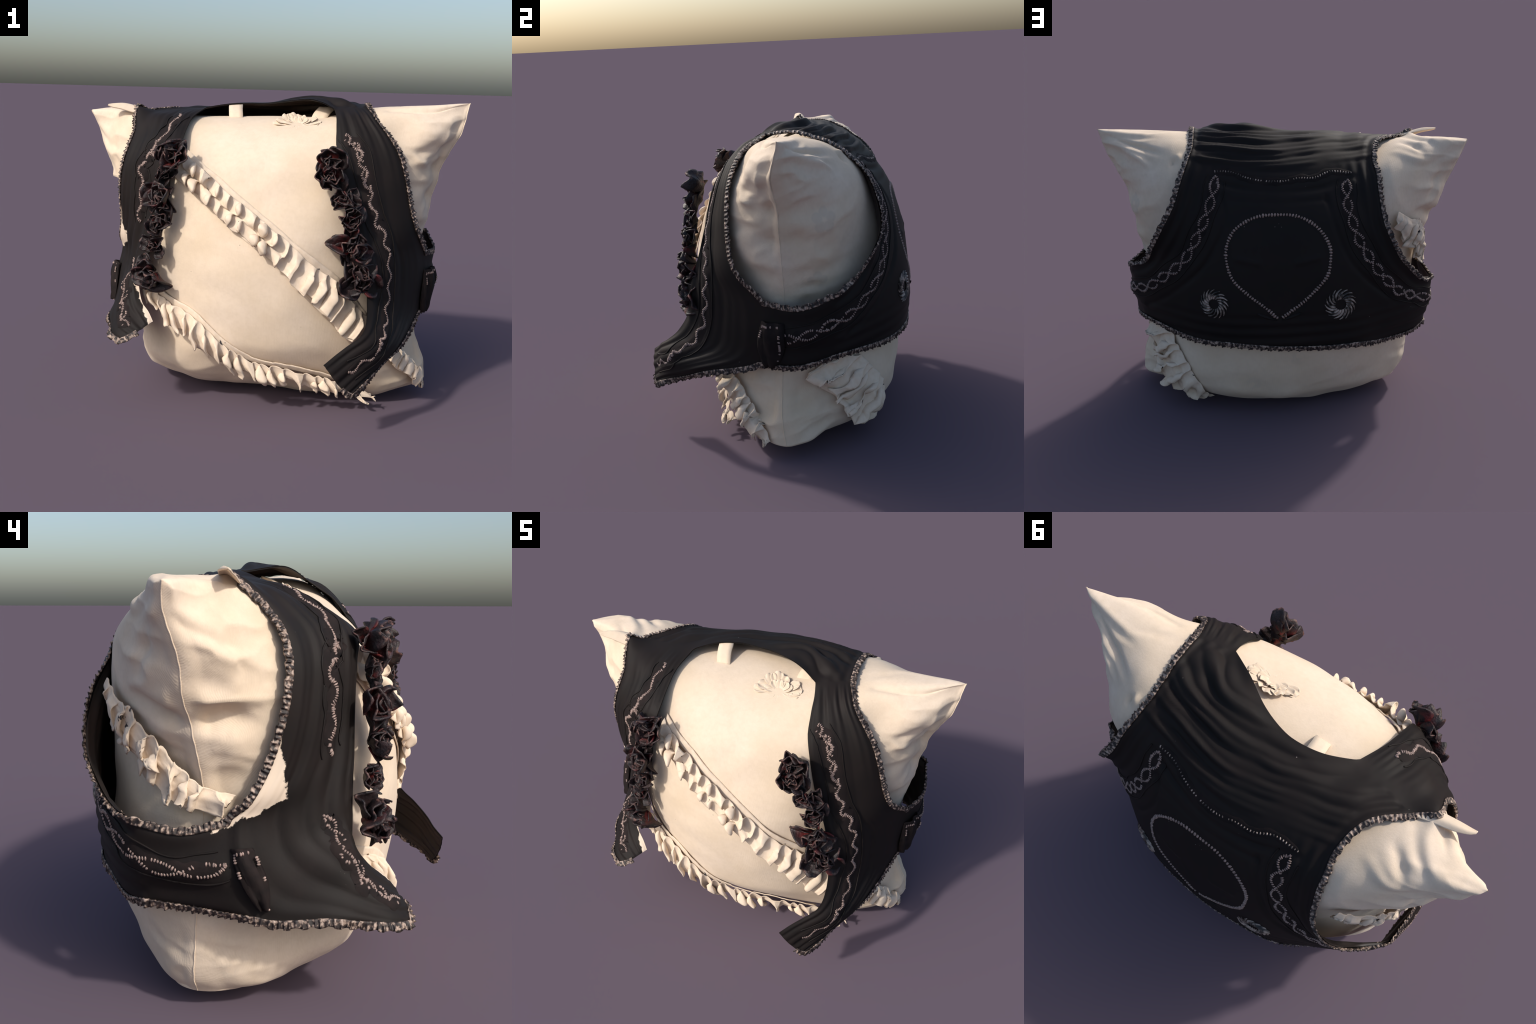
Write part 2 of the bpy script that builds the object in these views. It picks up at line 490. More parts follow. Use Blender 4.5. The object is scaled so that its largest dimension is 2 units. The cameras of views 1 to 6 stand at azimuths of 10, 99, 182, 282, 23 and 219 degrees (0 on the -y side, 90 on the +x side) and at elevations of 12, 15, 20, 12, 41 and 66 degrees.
def build_cover():
    f, b, uu, vv = cushion_sheets()
    f, b = f.copy(), b.copy()
    nf, nb = grid_normals(f), -grid_normals(b)
    if nf[NV // 2, NU // 2, 1] > 0: nf = -nf
    if nb[NV // 2, NU // 2, 1] < 0: nb = -nb
    edge = np.minimum.outer(1 - np.abs(vv * 2 - 1), 1 - np.abs(uu * 2 - 1))
    hold = smooth01(edge / .02)
    for g, n in ((f, nf), (b, nb)):
        P = g.reshape(-1, 3)
        h = .013 * wobble(P, 4.0, 3) + .005 * wobble(P, 13.0, 5, 2)
        # pulled cloth around the ears and ends: stretched folds running inward
        end = smooth01((np.abs(P[:, 0]) - .55) / .3)
        q = P * np.array([.5, 1.0, 1.6])
        h += end * (.020 * wobble(q, 8.0, 11) - .030 * (np.abs(wobble(q, 7.0, 13, 2)) ** .8 - .3) - .012 * np.abs(wobble(q, 19.0, 14, 2)))
        foot = smooth01((.35 - P[:, 2]) / .3)
        h += foot * (.018 * wobble(P * np.array([1, 1, 1.8]), 7.0, 17) - .014 * np.abs(wobble(P * np.array([.6, .8, 2.0]), 8.0, 18, 2)))
        for line, depth, half in CREASES:
            d, t = seg_distance(P, catmull(line, 24))
            h += 1.6 * depth * np.exp(-(d / half) ** 2) * np.sin(np.pi * np.clip(.12 + .8 * t, 0, 1))
        g += n * (h.reshape(NV, NU) * (.25 + .75 * hold))[..., None]
    rim = np.zeros((NV, NU), bool); rim[0] = rim[-1] = True; rim[:, 0] = rim[:, -1] = True
    mid = (f + b) / 2
    f[rim] = mid[rim]; b[rim] = mid[rim]
    for g in (f, b):
        g[..., 2] = np.maximum(g[..., 2], .002 + .004 * (1 + np.sin(9 * g[..., 0])))
    # weld the two panels along the seam
    verts = list(f.reshape(-1, 3)); index = np.zeros((NV, NU), int)
    for r in range(NV):
        for c in range(NU):
            if rim[r, c]:
                index[r, c] = r * NU + c
            else:
                index[r, c] = len(verts); verts.append(b[r, c])
    faces = grid_faces(NV, NU, 0)
    for r in range(NV - 1):
        for c in range(NU - 1):
            faces.append((index[r, c], index[r + 1, c], index[r + 1, c + 1], index[r, c + 1]))
    return np.array(verts), faces, f, b

cover_verts, cover_faces, FRONT, BACK = build_cover()
cover = mesh_object("cushion_cover", cover_verts, cover_faces, COTTON, cushion)
CUSHION = BVHTree.FromPolygons([tuple(v) for v in cover_verts], cover_faces)

def on_cushion(p, lift=0.0):
    co, no, _, _ = CUSHION.find_nearest(Vector(p))
    no = np.array(no); co = np.array(co)
    if no @ (co - np.array([.6 * co[0], .11, .75])) < 0:
        no = -no
    return co + no * lift, no

# piping along the seam
def tube(path, radius, sides=8):
    p = np.asarray(path, float)
    t = unit(np.gradient(p, axis=0))
    up = np.array([0, 1.0, 0.1]); v = unit(np.cross(t, up)); w = np.cross(t, v)
    a = np.linspace(0, 2 * np.pi, sides, endpoint=False)
    r = np.asarray(radius) if np.ndim(radius) else np.full(len(p), radius)
    g = p[:, None] + r[:, None, None] * (np.cos(a)[None, :, None] * v[:, None] + np.sin(a)[None, :, None] * w[:, None])
    return g.reshape(-1, 3), grid_faces(len(p), sides, 0, wrap=True)

for side in (0, -1):
    path = even(FRONT[4:-1, side], 160)
    path = path + .0006 * np.sin(np.arange(160)[:, None] * np.array([.9, 1.1, .6]))
    v, f = tube(path, .0026)
    mesh_object("seam_piping", v, f, COTTON, cushion)

# -- frills: gathered strips sewn along a base line on the cushion
def frill(name, base, free, pleats, amp, lift, two=0.0, rows=17, seed=1, curl=.7, crush=.010):
    """Gathered strip between a sewn line and a free line; the pleats stand off the cloth,
    lean over and overlap. 'two' is how much of the strip (from its start) is gathered in
    two rows about a middle stitch line."""
    r = np.random.default_rng(seed)
    cols = pleats * 14 + 1
    A, B = curve(base, cols), curve(free, cols)
    s = np.linspace(0, pleats, cols)
    def per_pleat(a, b, k=1):
        return np.interp(s, np.linspace(0, pleats, pleats * k + 1), r.uniform(a, b, pleats * k + 1))
    jit, size, skew = per_pleat(-.36, .36), per_pleat(.5, 1.3), per_pleat(-.25, .25)
    size = size * (.25 + .75 * smooth01(np.minimum(s, pleats - s) / 1.2))
    hi, lo = per_pleat(-.03, .07), per_pleat(-.13, .07, 2)
    tang = unit(np.gradient(A + B, axis=0))
    double = smooth01((two * pleats - s) / 2.0 + .5)
    G = np.zeros((rows, cols, 3))
    for j in range(rows):
        w = j / (rows - 1)
        ph = 2 * np.pi * (s + jit + skew * w) + double * np.pi * smooth01((w - .46) / .10)
        ph = ph + .55 * np.sin(ph)
        single = .22 + .78 * smooth01(w / .45) * (1 - .25 * w)
        pair = .30 + .70 * np.abs(np.sin(2 * np.pi * np.clip(w, .02, .98))) ** .6
        env = lerp(single, pair, double)
        for i in range(cols):
            p = A[i] + (B[i] - A[i]) * (w + hi[i] * (1 - w) + lo[i] * w * w)
            q, n = on_cushion(p)
            out = .25 * max((p - q) @ n, 0.0)
            bulge = .22 * w + (1 - .22 * w) * (.5 - .5 * np.cos(ph[i])) ** .75
            G[j, i] = (q + n * (.006 + out + lift * env[i] + amp * size[i] * env[i] * bulge)
                       + tang[i] * (curl * amp * size[i] * env[i] * np.sin(ph[i] - .4)))
    flatp = G.reshape(-1, 3)
    shake = np.stack([wobble(flatp, 38.0, seed + k, 2) for k in range(3)], 1) * crush
    G = G + shake.reshape(G.shape) * np.linspace(.3, 1.2, rows)[:, None, None]
    G[..., 2] = np.maximum(G[..., 2], .006 + .01 * (1 + np.sin(G[..., 0] * 40)) * (G[..., 2] < .03))
    o = mesh_object(name, G.reshape(-1, 3), grid_faces(rows, cols), FRILL, cushion)
    solidify(o, .0035)
    return o

def tape(name, up, low, cols=90, rows=6, height=.010, seed=3):
    """Flat folded tape lying on the cushion along a frill."""
    A, B = curve(up, cols), curve(low, cols)
    r = np.random.default_rng(seed)
    wav = .012 * np.convolve(r.normal(size=cols + 8), np.ones(9) / 3, 'valid')
    G = np.zeros((rows, cols, 3))
    for j in range(rows):
        w = j / (rows - 1)
        for i in range(cols):
            p = A[i] + (B[i] - A[i]) * w
            q, n = on_cushion(p)
            G[j, i] = q + n * (height + .35 * wav[i] * (1 - w)) + (A[i] - B[i]) * wav[i] * (1 - w)
    solidify(mesh_object(name, G.reshape(-1, 3), grid_faces(rows, cols), FRILL, cushion), .005)

F1_UP = [(-.36, -.28, 1.29), (-.197, -.392, 1.185), (-.012, -.449, 1.056), (.138, -.466, .947), (.26, -.465, .845), (.44, -.42, .713), (.557, -.353, .58), (.64, -.28, .47)]
F1_LOW = [(-.40, -.35, 1.15), (-.234, -.436, 1.043), (-.065, -.471, .912), (.097, -.483, .791), (.22, -.478, .688), (.342, -.455, .567), (.483, -.394, .409), (.56, -.33, .32)]
f1u, f1l = np.array(F1_UP), np.array(F1_LOW)
tape("frill_tape", f1u, f1u * .68 + f1l * .32, seed=5)
tape("frill_tape", f1l + (f1u - f1l) * .14, f1l, seed=8, height=.008)
frill("front_frill", f1u * .86 + f1l * .14, f1u * -.02 + f1l * 1.02, 18, .052, .008, two=.5, rows=27, seed=4, curl=.8, crush=.007)

F2_BASE = [(-.60, -.235, .62), (-.47, -.356, .546), (-.277, -.443, .479), (-.11, -.441, .35), (.024, -.404, .271), (.149, -.387, .236), (.335, -.345, .184), (.45, -.30, .14), (.53, -.27, .10), (.60, -.22, .06)]
F2_FREE = [(-.56, -.28, .53), (-.46, -.38, .455), (-.29, -.44, .36), (-.15, -.43, .26), (0, -.40, .17), (.14, -.37, .13), (.33, -.33, .085), (.46, -.33, .06), (.55, -.31, .04), (.64, -.28, .04)]
frill("lower_frill", F2_BASE, np.array(F2_FREE) + [0, -.01, 0], 22, .056, .010, seed=6, curl=.85, crush=.014)
b2 = np.array(F2_BASE); tape("frill_tape", b2[:8] + [0, 0, .025], b2[:8] - [0, 0, .03], seed=9)

F5_BASE = [(.62, -.29, .47), (.67, -.24, .41), (.725, -.185, .355), (.78, -.12, .28), (.83, -.05, .20), (.858, .01, .10)]
F5_FREE = [(.58, -.36, .36), (.635, -.32, .29), (.70, -.27, .23), (.765, -.21, .17), (.83, -.14, .11), (.875, -.05, .055)]
frill("corner_frill", F5_BASE, .2 * np.array(F5_BASE) + .8 * np.array(F5_FREE), 9, .050, .006, seed=25, curl=.8, crush=.014)

F4_BASE = [(-.615, .485, 1.135), (-.645, .46, 1.115), (-.69, .42, 1.085), (-.754, .345, 1.05), (-.774, .272, .972), (-.775, .187, .885), (-.771, .115, .826), (-.762, .05, .80), (-.755, .0, .79)]
F4_FREE = [(-.60, .51, 1.06), (-.62, .50, 1.035), (-.66, .475, .975), (-.72, .41, .90), (-.76, .32, .84), (-.78, .24, .78), (-.79, .15, .755), (-.785, .07, .735), (-.765, .02, .735)]
frill("side_frill", F4_BASE, F4_FREE, 10, .046, .008, seed=12, curl=1.0, crush=.016)

F3_BASE = [(.70, .36, .50), (.635, .43, .45), (.565, .475, .37), (.50, .50, .285), (.445, .48, .19), (.40, .44, .10)]
F3_FREE = [(.80, .14, .42), (.79, .22, .31), (.765, .30, .21), (.70, .37, .125), (.60, .42, .07), (.49, .44, .05)]
frill("back_frill", F3_BASE, .15 * np.array(F3_BASE) + .85 * np.array(F3_FREE), 9, .046, .008, rows=23, seed=15, curl=.9, crush=.022)

# -- small gathered rosette sewn on the top of the front panel
def petal_mesh(name, mat, width, cup, curl, ruffle, seed):
    r = np.random.default_rng(seed)
    n = 11
    u = np.linspace(-1, 1, n); v = np.linspace(0, 1, n)
    G = np.zeros((n, n, 3))
    a, b = r.uniform(0, 6.28, 2)
    for j, vv in enumerate(v):
        half = width * (.25 + .75 * np.sin(np.pi * (.10 + .62 * vv)))
        for i, x in enumerate(u):
            z = cup * x * x * half + curl * vv * vv + ruffle * vv * np.sin(5 * x + a) + .04 * np.sin(7 * vv + b)
            G[j, i] = (half * x, vv * (1 - .20 * x * x * vv), z)
    m = bpy.data.meshes.new(name)
    top = G.reshape(-1, 3); nn = grid_normals(G).reshape(-1, 3) * .035
    verts = np.vstack([top + nn, top - nn])
    f = grid_faces(n, n) + grid_faces(n, n, n * n, flip=True)
    k = n * n
    ring = [i for i in range(n)] + [r_ * n + n - 1 for r_ in range(1, n)] + [(n - 1) * n + i for i in range(n - 2, -1, -1)] + [r_ * n for r_ in range(n - 2, 0, -1)]
    for a_, b_ in zip(ring, ring[1:] + ring[:1]):
        f.append((b_, a_, a_ + k, b_ + k))
    m.from_pydata(verts.tolist(), [], f)
    m.materials.append(mat)
    m.polygons.foreach_set("use_smooth", [True] * len(m.polygons))
    m.update()
    return m

def frame_matrix(origin, y, z, sx, sy, sz):
    y = unit(y); z = unit(z - y * (z @ y)); x = np.cross(y, z)
    m = Matrix.Identity(4)
    for k in range(3):
        m[k][0], m[k][1], m[k][2], m[k][3] = x[k] * sx, y[k] * sy, z[k] * sz, origin[k]
    return m

CREAM_PETALS = [petal_mesh("rosette_petal", COTTON, .50, .4, .05, .22, s) for s in (31, 32, 33)]
rosette = link(bpy.data.objects.new("rosette", None), cushion)
rosette.empty_display_size = .05
for k in range(26):
    a = 2 * math.pi * k / 26 * 2 + rng.uniform(-.25, .25)
    ring = k // 13
    c = np.array([.158, -.08, 1.42])
    d = np.array([math.cos(a), .80 * math.sin(a), .60 * math.sin(a)])
    start, n = on_cushion(c + d * np.array([1.3, 1.0, 1.0]) * (.042 if ring == 0 else .018), -.002)
    L = rng.uniform(.05, .075) * (1 if ring == 0 else .75)
    o = link(bpy.data.objects.new("rosette_petal", CREAM_PETALS[k % 3]), rosette)
    o.matrix_world = frame_matrix(start, d + n * rng.uniform(.0, .14), n, L * .9, L, L * .34)

# -- folded flap of cloth at the left ear
def loft(name, sections, mat, parent, n=40, thick=.008):
    S = [curve(s, 14) for s in sections]
    G = np.stack([catmull([S[k][i] for k in range(len(S))], n) for i in range(14)], 1)
    o = mesh_object(name, G.reshape(-1, 3), grid_faces(n, 14), mat, parent)
    return solidify(o, thick)

loft("ear_fold", [
    [(-.63, .075, 1.450), (-.645, .035, 1.450), (-.655, -.005, 1.435)],
    [(-.70, .060, 1.462), (-.71, .030, 1.468), (-.72, -.010, 1.440)],
    [(-.77, .045, 1.472), (-.775, .022, 1.482), (-.78, -.012, 1.455)],
    [(-.825, .022, 1.474), (-.828, .008, 1.480), (-.832, -.013, 1.464)],
    [(-.852, .000, 1.474), (-.853, -.006, 1.476), (-.854, -.013, 1.471)]], COTTON, cushion, thick=.006)

# -- two woven tags standing up inside the neck
def tag(x, lean, w):
    pts = [(x, .025, 1.425), (x + lean * .3, .045, 1.455), (x + lean * .7, .08, 1.476), (x + lean, .12, 1.490)]
    c = curve(pts, 14)
    G = np.stack([c + np.array([dx, 0, 0]) for dx in np.linspace(-w / 2, w / 2, 4)], 1)
    solidify(mesh_object("woven_tag", G.reshape(-1, 3), grid_faces(14, 4), COTTON, cushion), .010)
tag(-.175, -.02, .072); tag(.250, .035, .080)

# --------------------------------------------------------------- waistcoat ---
vest = empty("waistcoat", "black satin waistcoat with silver embroidery and fabric flowers", "waistcoat")

# Rows of each front panel run from the inner opening edge to the outer edge
# (hem for the first rows, then the side line, then the armhole).
RIGHT_ROWS = [
    [(0.385, -0.672, 0.375), (0.430, -0.665, 0.310), (0.475, -0.650, 0.255), (0.516, -0.632, 0.222)],
    [(0.430, -0.632, 0.410), (0.480, -0.620, 0.355), (0.525, -0.600, 0.300), (0.560, -0.590, 0.258)],
    [(0.476, -0.602, 0.444), (0.530, -0.590, 0.400), (0.590, -0.550, 0.350), (0.640, -0.450, 0.326)],
    [(0.545, -0.545, 0.492), (0.610, -0.520, 0.450), (0.680, -0.430, 0.410), (0.731, -0.312, 0.390)],
    [(0.562, -0.480, 0.550), (0.645, -0.365, 0.525), (0.732, -0.205, 0.500), (0.805, -0.035, 0.472)],
    [(0.556, -0.425, 0.645), (0.645, -0.315, 0.640), (0.738, -0.165, 0.635), (0.840, 0.020, 0.640)],
    [(0.549, -0.418, 0.780), (0.635, -0.305, 0.780), (0.730, -0.160, 0.780), (0.825, 0.000, 0.780)],
    [(0.520, -0.385, 0.860), (0.605, -0.318, 0.865), (0.700, -0.212, 0.872), (0.790, -0.100, 0.880)],
    [(0.497, -0.365, 0.923), (0.585, -0.310, 0.930), (0.675, -0.235, 0.940), (0.761, -0.146, 0.949)],
    [(0.460, -0.340, 1.020), (0.550, -0.303, 1.030), (0.644, -0.237, 1.042), (0.732, -0.163, 1.051)],
    [(0.425, -0.315, 1.105), (0.517, -0.290, 1.123), (0.615, -0.235, 1.147), (0.706, -0.167, 1.166)],
    [(0.370, -0.250, 1.290), (0.467, -0.245, 1.287), (0.572, -0.211, 1.283), (0.671, -0.161, 1.278)],
    [(0.358, -0.180, 1.395), (0.439, -0.186, 1.383), (0.530, -0.171, 1.374), (0.616, -0.142, 1.363)],
    [(0.350, -0.110, 1.448), (0.414, -0.119, 1.446), (0.484, -0.115, 1.442), (0.550, -0.101, 1.436)],
    [(0.335, -0.050, 1.490), (0.390, -0.036, 1.498), (0.447, -0.018, 1.502), (0.500, 0.000, 1.504)]]
LEFT_ROWS = [
    [(-0.470, -0.470, 0.455), (-0.505, -0.500, 0.430), (-0.550, -0.535, 0.400), (-0.610, -0.550, 0.366)],
    [(-0.500, -0.445, 0.495), (-0.550, -0.475, 0.460), (-0.620, -0.510, 0.420), (-0.680, -0.490, 0.380)],
    [(-0.546, -0.408, 0.536), (-0.610, -0.425, 0.500), (-0.670, -0.430, 0.450), (-0.710, -0.400, 0.392)],
    [(-0.580, -0.352, 0.615), (-0.648, -0.365, 0.570), (-0.705, -0.310, 0.500), (-0.760, -0.300, 0.410)],
    [(-0.575, -0.350, 0.640), (-0.655, -0.340, 0.610), (-0.725, -0.220, 0.530), (-0.800, -0.080, 0.415)],
    [(-0.555, -0.348, 0.700), (-0.643, -0.265, 0.665), (-0.725, -0.135, 0.616), (-0.820, 0.000, 0.570)],
    [(-0.538, -0.345, 0.747), (-0.627, -0.255, 0.740), (-0.697, -0.122, 0.730), (-0.780, 0.020, 0.718)],
    [(-0.505, -0.343, 0.840), (-0.597, -0.271, 0.827), (-0.695, -0.158, 0.810), (-0.777, -0.048, 0.790)],
    [(-0.479, -0.342, 0.892), (-0.572, -0.286, 0.893), (-0.668, -0.195, 0.896), (-0.752, -0.101, 0.894)],
    [(-0.445, -0.338, 0.991), (-0.543, -0.294, 1.002), (-0.650, -0.222, 1.015), (-0.745, -0.142, 1.027)],
    [(-0.426, -0.337, 1.113), (-0.526, -0.298, 1.117), (-0.636, -0.229, 1.118), (-0.737, -0.158, 1.120)],
    [(-0.423, -0.339, 1.195), (-0.517, -0.295, 1.200), (-0.620, -0.230, 1.205), (-0.718, -0.159, 1.211)],
    [(-0.381, -0.328, 1.294), (-0.480, -0.272, 1.298), (-0.589, -0.201, 1.300), (-0.693, -0.130, 1.302)],
    [(-0.378, -0.200, 1.380), (-0.472, -0.169, 1.379), (-0.579, -0.125, 1.372), (-0.679, -0.075, 1.366)],
    [(-0.372, -0.103, 1.431), (-0.465, -0.080, 1.427), (-0.572, -0.049, 1.420), (-0.674, -0.012, 1.407)],
    [(-0.343, 0.018, 1.470), (-0.436, 0.037, 1.467), (-0.533, 0.058, 1.462), (-0.630, 0.080, 1.455)]]
R_HEM_ROW, R_ARM_ROW = 4, 6
L_HEM_ROW, L_ARM_ROW = 4, 6
# back panel: side line and armhole on each side from the hem up, hem and neck
BACK_HEM = [(-.778, .290, .440), (-.690, .385, .420), (-.517, .505, .427), (-.377, .600, .452), (-.200, .640, .455),
            (.030, .665, .468), (.282, .645, .484), (.457, .575, .478), (.615, .465, .490), (.780, .330, .510)]
BACK_LEFT = [(-0.778, 0.290, 0.440), (-0.813, 0.320, 0.580), (-0.810, 0.330, 0.720)]
BACK_LEFT_ARM = [(-.810, .330, .720), (-.735, .408, .752), (-.664, .475, .836), (-.598, .515, .928), (-.536, .531, 1.079),
                 (-.509, .488, 1.210), (-.494, .440, 1.293), (-.487, .330, 1.405), (-.520, .200, 1.460), (-.630, .080, 1.455)]
BACK_RIGHT = [(0.780, 0.330, 0.510), (0.820, 0.335, 0.670), (0.837, 0.337, 0.829)]
BACK_RIGHT_ARM = [(.837, .337, .829), (.743, .395, .868), (.672, .474, .984), (.610, .513, 1.094), (.556, .508, 1.212),
                  (.521, .459, 1.327), (.478, .333, 1.437), (.478, .220, 1.485), (.487, .120, 1.512), (.500, .000, 1.504)]
NECK = [(-.343, .018, 1.470), (-.320, .042, 1.480), (-.227, .097, 1.497), (-.125, .121, 1.503), (-.040, .117, 1.505),
        (.069, .086, 1.518), (.190, .024, 1.533), (.270, -.015, 1.520), (.335, -.050, 1.490)]
SIDE_LEFT_MID = [(-0.783, 0.110, 0.430), (-0.830, 0.160, 0.570), (-0.813, 0.165, 0.690)]
SIDE_RIGHT_MID = [(.850, .150, .478), (.885, .170, .630), (.873, .170, .770)]

STRAP, LOW, HIGH, HEMROWS, MID = 44, 30, 120, 46, 84     # mesh divisions

def panel_grid(rows, hem_row, arm_row):
    dense = [catmull(r, STRAP + 1) for r in rows]
    cols = []
    for i in range(STRAP + 1):
        c = np.array([d[i] for d in dense])
        full = catmull(c, (len(c) - 1) * 20 + 1)
        parts = [even(full[:hem_row * 20 + 1], HEMROWS + 1), even(full[hem_row * 20:arm_row * 20 + 1], LOW + 1)[1:],
                 even(full[arm_row * 20:], HIGH + 1)[1:]]
        cols.append(np.vstack(parts))
    return np.stack(cols, 1)

left = panel_grid(LEFT_ROWS, L_HEM_ROW, L_ARM_ROW)
right = panel_grid(RIGHT_ROWS, R_HEM_ROW, R_ARM_ROW)
BROWS = LOW + HIGH + 1
bl = np.vstack([curve(BACK_LEFT, LOW + 1), curve(BACK_LEFT_ARM, HIGH + 1)[1:]])
br = np.vstack([curve(BACK_RIGHT, LOW + 1), curve(BACK_RIGHT_ARM, HIGH + 1)[1:]])
BCOLS = 2 * STRAP + MID + 1
hem = curve(BACK_HEM, BCOLS)
top = np.vstack([left[-1, ::-1], curve(NECK, MID + 1)[1:], right[-1, 1:]])
bl[-1], br[-1] = top[0], top[-1]
# three upright profiles steer the middle of the back
BACK_MID = [(0.030, 0.665, 0.468), (0.030, 0.678, 0.640), (0.028, 0.658, 0.870), (0.026, 0.632, 1.010), (0.022, 0.580, 1.164), (0.018, 0.514, 1.287), (0.010, 0.409, 1.410), (0.000, 0.279, 1.480), (-0.002, 0.159, 1.508), (-0.003, 0.108, 1.509)]
BACK_QUARTER_RIGHT = [(0.400, 0.598, 0.480), (0.405, 0.623, 0.650), (0.400, 0.610, 0.860), (0.375, 0.588, 1.000), (0.345, 0.553, 1.150), (0.325, 0.482, 1.280), (0.315, 0.387, 1.400), (0.310, 0.267, 1.485), (0.305, 0.129, 1.525), (0.330, -0.057, 1.492)]
BACK_QUARTER_LEFT = [(-0.370, 0.593, 0.450), (-0.385, 0.618, 0.640), (-0.380, 0.610, 0.850), (-0.355, 0.588, 1.000), (-0.335, 0.553, 1.150), (-0.320, 0.477, 1.270), (-0.310, 0.377, 1.390), (-0.310, 0.257, 1.455), (-0.315, 0.139, 1.478), (-0.335, 0.013, 1.472)]
arc = np.r_[np.linspace(0, .27, LOW + 1), np.linspace(.27, 1, HIGH + 1)[1:]]
def at_arc(ctrl):
    p = curve(ctrl, 400)
    return np.stack([np.interp(arc, np.linspace(0, 1, 400), p[:, k]) for k in range(3)], 1)
steer = [bl, at_arc(BACK_QUARTER_LEFT), at_arc(BACK_MID), at_arc(BACK_QUARTER_RIGHT), br]
back = np.stack([catmull([c[r] for c in steer], BCOLS) for r in range(BROWS)])
tt = np.linspace(0, 1, BROWS)[:, None, None]
back = back + (hem - back[0])[None] * (1 - smooth01(tt / .25)) + (top - back[-1])[None] * smooth01((tt - .72) / .28)
back[:, 0], back[:, -1] = bl, br

def side_grid(front_line, mid, back_line, n=26):
    m = curve(mid, LOW + 1)
    return np.stack([catmull([a, b, c], n + 1) for a, b, c in zip(front_line, m, back_line)])

SIDE = 26
side_l = side_grid(left[HEMROWS:HEMROWS + LOW + 1, -1], SIDE_LEFT_MID, bl[:LOW + 1])
side_r = side_grid(right[HEMROWS:HEMROWS + LOW + 1, -1], SIDE_RIGHT_MID, br[:LOW + 1])

# gather the pieces into one welded cloth, remembering panel coordinates
PIECES = {"front_panel": left, "front_panel.001": right, "back_panel": back, "side_panel": side_l, "side_panel.001": side_r}
verts, key, ids, coord = [], {}, {}, []
for n_, g in PIECES.items():
    idx = np.zeros(g.shape[:2], int)
    for r in range(g.shape[0]):
        for c in range(g.shape[1]):
            k = tuple(np.round(g[r, c], 5))
            border = r in (0, g.shape[0] - 1) or c in (0, g.shape[1] - 1)
            if border and k in key:
                idx[r, c] = key[k]
            else:
                idx[r, c] = len(verts); verts.append(g[r, c])
                coord.append((n_, c / (g.shape[1] - 1), r / (g.shape[0] - 1)))
                if border: key[k] = idx[r, c]
    ids[n_] = idx
W = np.array(verts)

neigh_a, neigh_b = [], []
edge_use = {}
for n_, idx in ids.items():
    for q in (np.stack([idx[:-1, :-1], idx[:-1, 1:]], -1), np.stack([idx[:-1, :-1], idx[1:, :-1]], -1),
              np.stack([idx[1:, :-1], idx[1:, 1:]], -1), np.stack([idx[:-1, 1:], idx[1:, 1:]], -1)):
        for a, b in q.reshape(-1, 2):
            e = (min(a, b), max(a, b)); edge_use[e] = edge_use.get(e, 0) + 1
E_ = np.array(list(edge_use)); BORDER = np.array([e for e, k in edge_use.items() if k == 1])
deg = np.bincount(E_.ravel(), minlength=len(W))
fixed = np.zeros(len(W), bool); fixed[BORDER.ravel()] = True

def relax(X, n, k=.5):
    for _ in range(n):
        acc = np.zeros_like(X)
        np.add.at(acc, E_[:, 0], X[E_[:, 1]]); np.add.at(acc, E_[:, 1], X[E_[:, 0]])
        Y = X + k * (acc / deg[:, None] - X)
        X = np.where(fixed[:, None], X, Y)
    return X

def drape(X, clear):
    """Push cloth that is inside or too near the cushion out of it."""
    X = X.copy()
    for i in range(len(X)):
        p = X[i]
        c = np.array([.45 * p[0], .11, min(max(p[2], .45), 1.15)])
        d = p - c; L = np.linalg.norm(d)
        if L < 1e-6: continue
        d /= L
        hit = CUSHION.ray_cast(Vector(c), Vector(d), 2.0)
        if hit[0] is not None:
            need = hit[3] + (clear if not fixed[i] else .010)
            if L < need: X[i] = c + d * need
    return X

W = relax(W, 12)
W = drape(W, .014)
W = relax(W, 25)
W = drape(W, .011)
# the cloth stands off the cushion behind the armholes
for c_, r_, p_ in (((.62, .50, 1.02), (.09, .16, .20), (.015, .028, 0)), ((-.58, .53, 1.0), (.09, .16, .20), (-.010, .024, 0)), ((-.66, .50, .80), (.15, .18, .22), (-.015, .022, 0)), ((.74, .43, .80), (.13, .18, .2), (.0, .02, 0))):
    W = W + np.exp(-(((W - np.array(c_)) / np.array(r_)) ** 2).sum(-1))[:, None] * np.array(p_)
W = relax(W, 4)

def weld_normals(X):
    N = np.zeros_like(X)
    for n_, idx in ids.items():
        a, b, c, d = X[idx[:-1, :-1]], X[idx[:-1, 1:]], X[idx[1:, 1:]], X[idx[1:, :-1]]
        f = np.cross(c - a, d - b)
        for q in (idx[:-1, :-1], idx[:-1, 1:], idx[1:, 1:], idx[1:, :-1]):
            np.add.at(N, q.ravel(), FLIP[n_] * f.reshape(-1, 3))
    return unit(N)

FLIP = {}
for n_, g in PIECES.items():
    r, c = g.shape[0] // 2, g.shape[1] // 2
    f = np.cross(g[r + 1, c + 1] - g[r, c], g[r + 1, c] - g[r, c + 1])
    FLIP[n_] = 1 if f @ (g[r, c] - np.array([.3 * g[r, c, 0], .11, .75])) > 0 else -1

